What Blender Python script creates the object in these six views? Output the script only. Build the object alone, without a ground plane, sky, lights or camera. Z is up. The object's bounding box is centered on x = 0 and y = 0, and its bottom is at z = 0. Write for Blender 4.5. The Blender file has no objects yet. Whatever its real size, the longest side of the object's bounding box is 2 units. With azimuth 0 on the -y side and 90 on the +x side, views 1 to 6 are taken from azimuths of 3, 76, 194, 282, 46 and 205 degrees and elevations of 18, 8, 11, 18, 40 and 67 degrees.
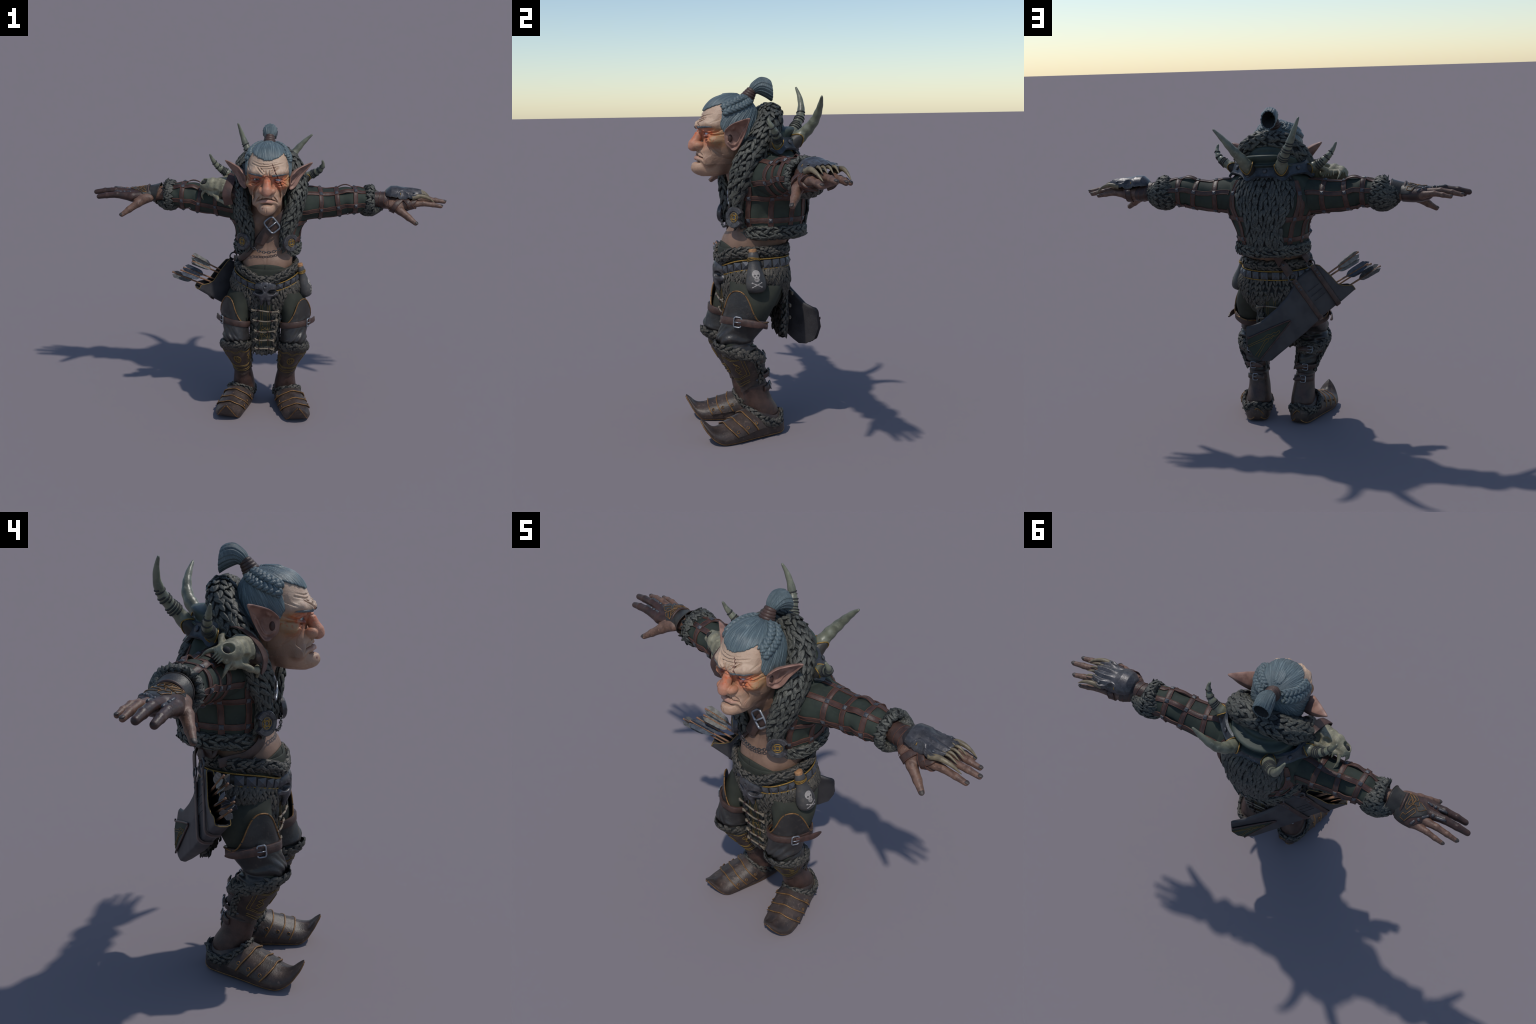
import bpy, math, random
import numpy as np
from mathutils import Vector, Matrix
from mathutils.bvhtree import BVHTree

RNG = np.random.default_rng(7)
PI = math.pi

# ------------------------------------------------------------------ scene tree
root = bpy.data.objects.new("goblin_archer", None)
bpy.context.scene.collection.objects.link(root)
root["label"] = "old pointed-eared goblin archer in fur-trimmed leather, arms spread"
root["category"] = "fantasy figure"


def A(*v):
    return np.array(v, dtype=float)


def nrm(v):
    v = np.asarray(v, float)
    return v / np.maximum(np.linalg.norm(v, axis=-1, keepdims=True), 1e-12)


def link(name, me, mat, parent=None, kind=None):
    ob = bpy.data.objects.new(name, me)
    bpy.context.scene.collection.objects.link(ob)
    ob.parent = parent or root
    if mat is not None and len(me.materials) == 0:
        me.materials.append(mat)
    if kind:
        ob["kind"] = kind
    return ob


def mesh(name, V, F, smooth=True):
    me = bpy.data.meshes.new(name)
    V = np.asarray(V, float)
    if isinstance(F, np.ndarray):
        k = F.shape[1]
        me.vertices.add(len(V)); me.vertices.foreach_set("co", V.astype(np.float32).ravel())
        me.loops.add(F.size); me.loops.foreach_set("vertex_index", F.astype(np.int32).ravel())
        me.polygons.add(len(F))
        me.polygons.foreach_set("loop_start", np.arange(0, F.size, k, dtype=np.int32))
        me.polygons.foreach_set("loop_total", np.full(len(F), k, np.int32))
        me.update(calc_edges=True)
    else:
        me.from_pydata([tuple(v) for v in V], [], [tuple(int(i) for i in f) for f in F])
    me.validate()
    me.polygons.foreach_set("use_smooth", np.full(len(me.polygons), smooth))
    me.update()
    return me


def fix_normals(me):
    import bmesh
    bm = bmesh.new(); bm.from_mesh(me)
    bmesh.ops.recalc_face_normals(bm, faces=bm.faces)
    bm.to_mesh(me); bm.free()


def part(name, V, F, mat, parent=None, smooth=True, kind=None, fix=True, sharp=None):
    me = mesh(name, V, F, smooth)
    if fix:
        fix_normals(me)
    if sharp:
        me.set_sharp_from_angle(angle=math.radians(sharp))
    return link(name, me, mat, parent, kind)


class Soup:
    """Several pieces gathered into one mesh."""
    def __init__(self):
        self.V, self.F, self.n = [], [], 0

    def add(self, V, F):
        V = np.asarray(V, float)
        self.V.append(V)
        self.F += [tuple(int(i) + self.n for i in f) for f in F]
        self.n += len(V)
        return self

    def make(self, name, mat, parent=None, smooth=True, kind=None, sharp=None, fix=True):
        return part(name, np.vstack(self.V), self.F, mat, parent, smooth, kind, fix, sharp)


# ------------------------------------------------------------------ curves, lofts
def spline(P, n, closed=False):
    """Catmull-Rom through the rows of P, n samples, even by control index."""
    P = np.asarray(P, float)
    m = len(P)
    if closed:
        t = np.linspace(0, m, n, endpoint=False)
    else:
        t = np.linspace(0, m - 1, n)
    i = np.floor(t).astype(int)
    if not closed:
        i = np.minimum(i, m - 2)
    f = (t - i)[:, None]
    g = (lambda k: P[k % m]) if closed else None
    if closed:
        p0, p1, p2, p3 = P[(i - 1) % m], P[i % m], P[(i + 1) % m], P[(i + 2) % m]
    else:
        e0, e1 = 2 * P[0] - P[1], 2 * P[-1] - P[-2]
        Q = np.vstack([e0, P, e1]); k = i + 1
        p0, p1, p2, p3 = Q[k - 1], Q[k], Q[k + 1], Q[k + 2]
    return 0.5 * (2 * p1 + (p2 - p0) * f + (2 * p0 - 5 * p1 + 4 * p2 - p3) * f ** 2 + (3 * p1 - p0 - 3 * p2 + p3) * f ** 3)


def even(P, n, closed=False):
    """Resample a polyline by arc length."""
    P = np.asarray(P, float)
    if closed:
        P = np.vstack([P, P[:1]])
    d = np.r_[0, np.cumsum(np.linalg.norm(np.diff(P[:, :3], axis=0), axis=1))]
    t = np.linspace(0, d[-1], n, endpoint=not closed)
    return np.stack([np.interp(t, d, P[:, k]) for k in range(P.shape[1])], 1)


def grid_faces(nu, nv, closed_v=True, caps=False):
    j = nv if closed_v else nv - 1
    F = []
    for a in range(nu - 1):
        for b in range(j):
            c = (b + 1) % nv
            F.append((a * nv + b, a * nv + c, (a + 1) * nv + c, (a + 1) * nv + b))
    if caps:
        F.append(tuple(range(nv - 1, -1, -1)))
        F.append(tuple((nu - 1) * nv + k for k in range(nv)))
    return F


def sup(th, n):
    c, s = np.cos(th), np.sin(th)
    return np.sign(c) * np.abs(c) ** (2 / n), np.sign(s) * np.abs(s) ** (2 / n)


def tube_grid(path, up=(0, 0, 1), nu=40, nv=24, n=2.0, closed=False):
    """path rows: x y z ra rb ; ra sideways, rb along 'up'."""
    path = np.asarray(path, float)
    S = spline(path, nu, closed)
    P = S[:, :3]
    T = nrm(np.gradient(P, axis=0)) if not closed else nrm(np.roll(P, -1, 0) - np.roll(P, 1, 0))
    up = np.asarray(up, float)
    U = nrm(up[None] - T * (T @ up)[:, None]) if up.ndim == 1 else nrm(up)
    W = np.cross(T, U)
    th = np.linspace(0, 2 * PI, nv, endpoint=False)
    c, s = sup(th, n)
    return P[:, None] + W[:, None] * (S[:, 3, None, None] * c[None, :, None]) + U[:, None] * (S[:, 4, None, None] * s[None, :, None])


def rope(P, r, nv=6, closed=False, caps=True):
    """Thin round cord along points P (frame carried along)."""
    P = np.asarray(P, float)
    n = len(P)
    T = nrm(np.roll(P, -1, 0) - np.roll(P, 1, 0)) if closed else nrm(np.gradient(P, axis=0))
    U = np.zeros_like(P)
    u = np.cross(T[0], (0.31, 0.52, 0.79)); u /= np.linalg.norm(u)
    for i in range(n):
        u = u - T[i] * (u @ T[i]); u /= np.linalg.norm(u); U[i] = u
    W = np.cross(T, U)
    th = np.linspace(0, 2 * PI, nv, endpoint=False)
    r = np.broadcast_to(np.asarray(r, float), (n,))
    G = P[:, None] + r[:, None, None] * (U[:, None] * np.cos(th)[None, :, None] + W[:, None] * np.sin(th)[None, :, None])
    V = G.reshape(-1, 3)
    F = grid_faces(n, nv, True, caps and not closed)
    if closed:
        F += [((n - 1) * nv + b, (n - 1) * nv + (b + 1) % nv, (b + 1) % nv, b) for b in range(nv)]
    return V, F


def loft_z(rows, nz=60, nv=96, n=2.3, a0=0.0, a1=2 * PI, endpoint=False):
    """rows: z, cx, y_front, y_back, half_width. Horizontal rings; th=-90deg is front."""
    S = spline(np.asarray(rows, float), nz)
    th = np.linspace(a0, a1, nv, endpoint=endpoint)
    c, s = sup(th, n)
    G = np.zeros((nz, nv, 3))
    yc = S[:, 2] * 0.5 + S[:, 3] * 0.5
    h = (S[:, 3] - S[:, 2]) * 0.5
    G[..., 0] = S[:, 1, None] + S[:, 4, None] * c
    G[..., 1] = yc[:, None] + h[:, None] * s
    G[..., 2] = S[:, 0, None]
    return G


class Surf:
    """Grid surface that can be sampled at (u, v) in 0..1 with normals."""
    def __init__(self, G, closed_v=True, closed_u=False, flip=False):
        self.G, self.cv, self.cu = G, closed_v, closed_u
        self.nu, self.nv = G.shape[:2]
        if closed_v:
            dv = np.roll(G, -1, 1) - np.roll(G, 1, 1)
        else:
            dv = np.gradient(G, axis=1)
        du = (np.roll(G, -1, 0) - np.roll(G, 1, 0)) if closed_u else np.gradient(G, axis=0)
        self.Tu, self.Tv = nrm(du), nrm(dv)
        N = np.cross(dv, du)
        N = nrm(N)
        if flip:
            N = -N
        self.N = N

    def idx(self, u, v):
        u = np.asarray(u, float); v = np.asarray(v, float)
        x = (u % 1.0) * self.nu if self.cu else np.clip(u, 0, 1) * (self.nu - 1)
        y = (v % 1.0) * self.nv if self.cv else np.clip(v, 0, 1) * (self.nv - 1)
        i, j = np.floor(x).astype(int), np.floor(y).astype(int)
        if not self.cu: i = np.minimum(i, self.nu - 2)
        if not self.cv: j = np.minimum(j, self.nv - 2)
        return i, (i + 1) % self.nu, j, (j + 1) % self.nv, (x - i)[..., None], (y - j)[..., None]

    def at(self, u, v, off=0.0):
        i, i1, j, j1, a, b = self.idx(u, v)
        f = lambda Q: (Q[i, j] * (1 - a) * (1 - b) + Q[i1, j] * a * (1 - b) + Q[i, j1] * (1 - a) * b + Q[i1, j1] * a * b)
        n = nrm(f(self.N))
        return f(self.G) + n * np.asarray(off)[..., None] if np.ndim(off) else f(self.G) + n * off, n, nrm(f(self.Tu)), nrm(f(self.Tv))

    def part(self, name, mat, parent=None, caps=False, kind=None):
        V = self.G.reshape(-1, 3)
        F = grid_faces(self.nu, self.nv, self.cv, caps)
        if self.cu:
            nu, nv = self.nu, self.nv
            F += [((nu - 1) * nv + b, (nu - 1) * nv + (b + 1) % nv, (b + 1) % nv, b) for b in range(nv if self.cv else nv - 1)]
        return part(name, V, F, mat, parent, kind=kind)


def solid(G, thick, closed_v=False):
    """Open grid turned into a closed slab of the given thickness (inwards)."""
    S = Surf(G, closed_v)
    if (S.N * (G - G.reshape(-1, 3).mean(0))).sum() < 0: S.N = -S.N
    n1 = G.reshape(-1, 3)
    n2 = (G - S.N * thick).reshape(-1, 3)
    nu, nv = G.shape[:2]
    F = grid_faces(nu, nv, closed_v)
    k = nu * nv
    F += [tuple(i + k for i in reversed(f)) for f in grid_faces(nu, nv, closed_v)]
    def wall(seq):
        for a, b in zip(seq[:-1], seq[1:]):
            F.append((b, a, a + k, b + k))
    top = list(range(nv)); bot = [(nu - 1) * nv + i for i in range(nv)]
    if closed_v: top.append(0); bot.append((nu - 1) * nv)
    wall(top); wall(bot[::-1])
    if not closed_v:
        wall([i * nv for i in range(nu)][::-1]); wall([i * nv + nv - 1 for i in range(nu)])
    return np.vstack([n1, n2]), F


# ------------------------------------------------------------------ tufts of fur
def tuft_template(bend=0.0, nl=7):
    t = np.linspace(0, 1, nl)
    w = (t + .02) ** .5 * (1.0 - t) ** .8
    w = w / w.max() * .5
    w[0], w[-1] = .20, .015
    h = np.sin(PI * t ** 0.7) ** 0.7 * 0.95 + 0.05
    lift = t ** 1.4
    side = A(-1, -0.74, -0.46, -0.20, 0.08, 0.40, 0.70, 1)
    arch = A(0, 0.62, 0.46, 0.96, 0.74, 1.0, 0.52, 0)
    V = []
    for i in range(nl):
        for a, b in zip(side, arch):
            V.append((t[i], w[i] * a + bend * t[i] ** 2, b * h[i], lift[i]))
        V.append((t[i], bend * t[i] ** 2, -0.35 * h[i], lift[i]))
    m = 9
    F = grid_faces(nl, m, True, True)
    return np.array(V), np.array([f for f in F if len(f) == 4]), [f for f in F if len(f) != 4]


TUFTS = [tuft_template(b) for b in (-0.14, 0.0, 0.12)]
# pale ridges, dark root, flanks and underside: light and shade between tufts as colour
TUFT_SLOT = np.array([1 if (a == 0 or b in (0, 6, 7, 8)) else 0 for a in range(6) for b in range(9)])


def scatter(soup, S, L, W, H=None, lift=0.35, mask=None, swirl=0.35, sign=1, along='u', density=1.0, seed=1, u0=0.0, u1=1.0, v0=0.0, v1=1.0, base=0.0, flow=None):
    """Rows of overlapping leaf-shaped fur tufts over the surface S, pointing along u (or v)."""
    rng = np.random.default_rng(seed)
    H = H or W * 0.42
    if along == 'v':
        G2 = np.swapaxes(S.G, 0, 1)
        S2 = Surf(G2, S.cu, S.cv); S2.N = np.swapaxes(S.N, 0, 1)
        return scatter(soup, S2, L, W, H, lift, (lambda u, v, p: mask(v, u, p)) if mask else None, swirl, sign, 'u', density, seed, v0, v1, u0, u1, base, flow)
    vs = np.linspace(v0, v1, 24)
    us = np.linspace(u0, u1, 60)
    lu = np.median([np.linalg.norm(np.diff(S.at(us, np.full(60, v))[0], axis=0), axis=1).sum() for v in vs])
    rows = max(2, int(lu / (L * 0.55) * density))
    out = []
    for r in range(rows):
        u = u0 + (u1 - u0) * (r + 0.5) / rows
        ring = S.at(np.full(80, u), np.linspace(v0, v1, 80))[0]
        ln = np.linalg.norm(np.diff(ring, axis=0), axis=1).sum()
        k = max(3, int(ln / (W * 0.92) * density))
        vv = v0 + (v1 - v0) * ((np.arange(k) + (0.5 if r % 2 else 0.0) + rng.uniform(-.22, .22, k)) / k)
        uu = np.full(k, u) + rng.uniform(-.25, .25, k) * (u1 - u0) / rows
        ph = rng.normal(0, swirl * 0.5, k) + swirl * np.where((np.arange(k) + r) % 2, 1, -1)
        out.append(np.stack([uu, vv, ph], 1))
    Q = np.vstack(out)
    if not S.cv: Q = Q[(Q[:, 1] >= v0) & (Q[:, 1] <= v1)]
    Q = Q[(Q[:, 0] >= min(u0, u1)) & (Q[:, 0] <= max(u0, u1))]
    P, N, Tu, Tv = S.at(Q[:, 0], Q[:, 1], base)
    if mask is not None:
        k = mask(Q[:, 0], Q[:, 1], P)
        Q, P, N, Tu, Tv = Q[k], P[k], N[k], Tu[k], Tv[k]
    if len(Q) == 0:
        return soup
    B = nrm(np.cross(N, Tu))
    if flow is not None:
        D0 = nrm(flow(P)); D0 = nrm(D0 - N * (D0 * N).sum(1)[:, None]); B = np.cross(N, D0)
    else:
        D0 = Tu * sign
    D = nrm(D0 * np.cos(Q[:, 2])[:, None] + B * np.sin(Q[:, 2])[:, None])
    B = np.cross(N, D)
    n = len(Q)
    l = L * rng.uniform(.8, 1.25, n); w = W * rng.uniform(.85, 1.25, n); h = H * rng.uniform(.8, 1.3, n)
    which = rng.integers(0, 3, n)
    for t in range(3):
        TV, TQ, TC = TUFTS[t]
        k = np.where(which == t)[0]
        if len(k) == 0: continue
        X = (P[k, None] + D[k, None] * ((TV[None, :, 0] - 0.35) * l[k, None])[..., None]
             + B[k, None] * (TV[None, :, 1] * w[k, None])[..., None]
             + N[k, None] * (TV[None, :, 2] * h[k, None] + TV[None, :, 3] * (lift * h[k, None]) - 0.15 * h[k, None])[..., None])
        m = TV.shape[0]
        offs = (np.arange(len(k)) * m)[:, None, None]
        soup.chunks.append((X.reshape(-1, 3), (TQ[None] + offs).reshape(-1, 4), len(k)))
    return soup


class FurSoup:
    def __init__(self): self.chunks = []
    def make(self, name, mat, parent=None):
        V, F, n = [], [], 0
        idx = []
        for v, f, k in self.chunks:
            V.append(v); F.append(f + n); n += len(v)
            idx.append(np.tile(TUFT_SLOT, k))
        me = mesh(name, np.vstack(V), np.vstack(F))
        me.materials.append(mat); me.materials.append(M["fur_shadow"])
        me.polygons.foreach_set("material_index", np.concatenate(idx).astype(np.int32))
        ob = link(name, me, mat, parent, "stuff")
        return ob


# ------------------------------------------------------------------ implicit sculpting
def surface_nets(f, lo, hi, h, band=0.03):
    lo, hi = np.array(lo, float), np.array(hi, float)
    n = np.ceil((hi - lo) / h).astype(int) + 1
    c = 4
    nc = np.ceil(n / c).astype(int) + 1
    ax = [lo[k] + h * c * (np.arange(nc[k]) + 0.0) for k in range(3)]
    X = np.stack(np.meshgrid(*ax, indexing='ij'), -1).reshape(-1, 3)
    Fc = f(X).reshape(nc)
    near = np.abs(Fc) < band
    # fine samples, evaluated only near the surface
    idx = [np.minimum((np.arange(n[k]) + c // 2) // c, nc[k] - 1) for k in range(3)]
    M = near[np.ix_(*idx)]
    D = np.where(Fc[np.ix_(*idx)] > 0, 1.0, -1.0).astype(np.float32)
    I = np.argwhere(M)
    D[M] = f(lo + I * h)
    s = D < 0
    cells = np.zeros(n - 1, np.int32)
    for dx in (0, 1):
        for dy in (0, 1):
            for dz in (0, 1):
                cells += s[dx:n[0] - 1 + dx, dy:n[1] - 1 + dy, dz:n[2] - 1 + dz]
    act = (cells > 0) & (cells < 8)
    C = np.argwhere(act)
    vid = -np.ones(n - 1, np.int64); vid[act] = np.arange(len(C))
    acc = np.zeros((len(C), 3)); cnt = np.zeros(len(C))
    corners = [(x, y, z) for x in (0, 1) for y in (0, 1) for z in (0, 1)]
    for a in corners:
        for b in corners:
            if a < b and sum(abs(a[k] - b[k]) for k in range(3)) == 1:
                da = D[C[:, 0] + a[0], C[:, 1] + a[1], C[:, 2] + a[2]]
                db = D[C[:, 0] + b[0], C[:, 1] + b[1], C[:, 2] + b[2]]
                m = (da < 0) != (db < 0)
                t = np.where(m, da / np.where(np.abs(da - db) < 1e-9, 1, da - db), 0)
                p = np.array(a)[None] + t[:, None] * (np.array(b) - np.array(a))[None]
                acc += np.where(m[:, None], p, 0); cnt += m
    V = lo + h * (C + acc / cnt[:, None])
    F = []
    for k in range(3):
        o1, o2 = [(1, 2), (2, 0), (0, 1)][k]
        sl0 = [slice(None)] * 3; sl1 = [slice(None)] * 3
        sl0[k] = slice(0, n[k] - 1); sl1[k] = slice(1, n[k])
        x = s[tuple(sl0)] != s[tuple(sl1)]
        E = np.argwhere(x)
        E = E[(E[:, o1] > 0) & (E[:, o2] > 0) & (E[:, o1] < n[o1] - 1) & (E[:, o2] < n[o2] - 1)]
        d1 = np.zeros(3, int); d1[o1] = 1
        d2 = np.zeros(3, int); d2[o2] = 1
        q = [vid[tuple((E - a).T)] for a in (0 * d1, d1, d1 + d2, d2)]
        Q = np.stack(q, 1)
        inside = s[tuple(E.T)]
        Q[~inside] = Q[~inside][:, ::-1]
        F.append(Q)
    F = np.vstack(F)
    F = F[(F >= 0).all(1)]
    return V, F


def smin(a, b, k):
    h = np.clip(0.5 + 0.5 * (b - a) / k, 0, 1)
    return b + (a - b) * h - k * h * (1 - h)


def smax(a, b, k):
    return -smin(-a, -b, k)


def ell(P, c, r):
    q = (P - np.asarray(c, float)) / np.asarray(r, float)
    k0 = np.linalg.norm(q, axis=-1)
    k1 = np.linalg.norm(q / np.asarray(r, float), axis=-1)
    return k0 * (k0 - 1) / np.maximum(k1, 1e-9)


def cap(P, a, b, ra, rb):
    a, b = np.asarray(a, float), np.asarray(b, float)
    ab = b - a
    t = np.clip(((P - a) @ ab) / (ab @ ab), 0, 1)
    return np.linalg.norm(P - a - t[..., None] * ab, axis=-1) - (ra + (rb - ra) * t)


def chain(P, pts, rs, k=0.006):
    d = None
    for i in range(len(pts) - 1):
        e = cap(P, pts[i], pts[i + 1], rs[i], rs[i + 1])
        d = e if d is None else smin(d, e, k)
    return d


def polydist(Q, pts):
    """distance in the plane of Q (n,2) to a polyline, and the parameter 0..1 along it"""
    pts = np.asarray(pts, float)
    best = np.full(len(Q), 1e9); par = np.zeros(len(Q))
    m = len(pts) - 1
    for i in range(m):
        a, b = pts[i], pts[i + 1]
        ab = b - a
        t = np.clip(((Q - a) @ ab) / (ab @ ab), 0, 1)
        d = np.linalg.norm(Q - a - t[:, None] * ab, axis=1)
        u = d < best
        best = np.where(u, d, best); par = np.where(u, (i + t) / m, par)
    return best, par


def slab(P, rows, n=2.3, ny=0):
    """implicit stack of horizontal superellipse slices; rows z,cx,yf,yb,w ascending z"""
    R = np.asarray(rows, float)
    S = spline(R, 160)
    z = np.clip(P[..., 2], S[0, 0], S[-1, 0])
    g = lambda k: np.interp(z, S[:, 0], S[:, k])
    yf, yb, w = g(2), g(3), np.maximum(g(4), 0.004)
    yc, h = (yf + yb) / 2, np.maximum((yb - yf) / 2, 0.004)
    x, y = np.abs(P[..., 0] - g(1)) / w, np.abs(P[..., 1] - yc) / h
    r = (x ** n + y ** n + 1e-12) ** (1 / n)
    d = (r - 1) * np.maximum(np.minimum(w, h), .03)
    return np.maximum(d, np.maximum(S[0, 0] - P[..., 2], P[..., 2] - S[-1, 0]))


# ------------------------------------------------------------------ node materials
class X:
    """tiny wrapper: arithmetic on shader sockets"""
    def __init__(s, nt, sock): s.nt, s.k = nt, sock
    def _m(s, op, o=None, o2=None, clamp=False):
        n = s.nt.nodes.new("ShaderNodeMath"); n.operation = op; n.use_clamp = clamp
        for i, q in enumerate((s, o, o2)):
            if q is None: continue
            if isinstance(q, X): s.nt.links.new(q.k, n.inputs[i])
            else: n.inputs[i].default_value = q
        return X(s.nt, n.outputs[0])
    def __add__(s, o): return s._m('ADD', o)
    def __sub__(s, o): return s._m('SUBTRACT', o)
    def __mul__(s, o): return s._m('MULTIPLY', o)
    def __truediv__(s, o): return s._m('DIVIDE', o)
    def mx(s, o): return s._m('MAXIMUM', o)
    def mn(s, o): return s._m('MINIMUM', o)
    def ab(s): return s._m('ABSOLUTE')
    def sq(s): return s._m('POWER', 2.0)
    def sqrt(s): return s._m('SQRT')
    def sin(s): return s._m('SINE')
    def neg(s): return s._m('MULTIPLY', -1.0)
    def atan2(s, o): return s._m('ARCTAN2', o)
    def inv(s): return X._m(s, 'MULTIPLY_ADD', -1.0, 1.0)
    def step(s, a, b):
        n = s.nt.nodes.new("ShaderNodeMapRange"); n.interpolation_type = 'SMOOTHSTEP'
        s.nt.links.new(s.k, n.inputs[0]); n.inputs[1].default_value = a; n.inputs[2].default_value = b
        return X(s.nt, n.outputs[0])


class Mat:
    def __init__(s, name, rough=0.6, metallic=0.0, spec=0.4):
        s.m = bpy.data.materials.new(name); s.m.use_nodes = True
        s.nt = s.m.node_tree
        s.b = s.nt.nodes["Principled BSDF"]
        s.b.inputs["Roughness"].default_value = rough
        s.b.inputs["Metallic"].default_value = metallic
        s.b.inputs["Specular IOR Level"].default_value = spec
        s.tc = s.nt.nodes.new("ShaderNodeTexCoord")
        s.vec = s.tc.outputs["Object"]
        s.col = None; s.h = None

    def xyz(s):
        n = s.nt.nodes.new("ShaderNodeSeparateXYZ"); s.nt.links.new(s.vec, n.inputs[0])
        return [X(s.nt, o) for o in n.outputs]

    def mapped(s, scale):
        n = s.nt.nodes.new("ShaderNodeMapping"); n.inputs["Scale"].default_value = scale
        s.nt.links.new(s.vec, n.inputs["Vector"]); return n.outputs[0]

    def noise(s, scale, detail=4, rough=0.55, vec=None, dist=0.0):
        n = s.nt.nodes.new("ShaderNodeTexNoise")
        n.inputs["Scale"].default_value = scale; n.inputs["Detail"].default_value = detail
        n.inputs["Roughness"].default_value = rough; n.inputs["Distortion"].default_value = dist
        s.nt.links.new(vec or s.vec, n.inputs["Vector"]); return X(s.nt, n.outputs[0])

    def voro(s, scale, feature='F1', vec=None):
        n = s.nt.nodes.new("ShaderNodeTexVoronoi"); n.feature = feature
        n.inputs["Scale"].default_value = scale
        s.nt.links.new(vec or s.vec, n.inputs["Vector"]); return X(s.nt, n.outputs["Distance"])

    def rnd(s):
        n = s.nt.nodes.new("ShaderNodeObjectInfo"); return X(s.nt, n.outputs["Random"])

    def base(s, rgb):
        n = s.nt.nodes.new("ShaderNodeRGB"); n.outputs[0].default_value = (*rgb, 1); s.col = n.outputs[0]; return s

    def mix(s, fac, rgb):
        n = s.nt.nodes.new("ShaderNodeMix"); n.data_type = 'RGBA'
        if isinstance(fac, X): s.nt.links.new(fac.k, n.inputs[0])
        else: n.inputs[0].default_value = fac
        s.nt.links.new(s.col, n.inputs[6]); n.inputs[7].default_value = (*rgb, 1)
        s.col = n.outputs[2]; return s

    def bump(s, height, strength=0.3, dist=0.004):
        n = s.nt.nodes.new("ShaderNodeBump")
        n.inputs["Strength"].default_value = strength; n.inputs["Distance"].default_value = dist
        s.nt.links.new(height.k, n.inputs["Height"])
        if s.h: s.nt.links.new(s.h, n.inputs["Normal"])
        s.h = n.outputs[0]; return s

    def rough(s, x):
        s.nt.links.new(x.k, s.b.inputs["Roughness"]); return s

    def done(s):
        s.nt.links.new(s.col, s.b.inputs["Base Color"])
        if s.h: s.nt.links.new(s.h, s.b.inputs["Normal"])
        return s.m


def simple(name, c1, c2, scale=30, rough=0.6, metallic=0.0, bump=0.25, bscale=120, spec=0.4, c3=None, lo=0.35, hi=0.68):
    m = Mat(name, rough, metallic, spec).base(c1)
    m.mix(m.noise(scale, 5).step(lo, hi), c2)
    if c3: m.mix(m.noise(scale * 3.1, 4).step(0.55, 0.75), c3)
    if bump: m.bump(m.noise(bscale, 5, 0.6), bump)
    return m.done()
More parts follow.
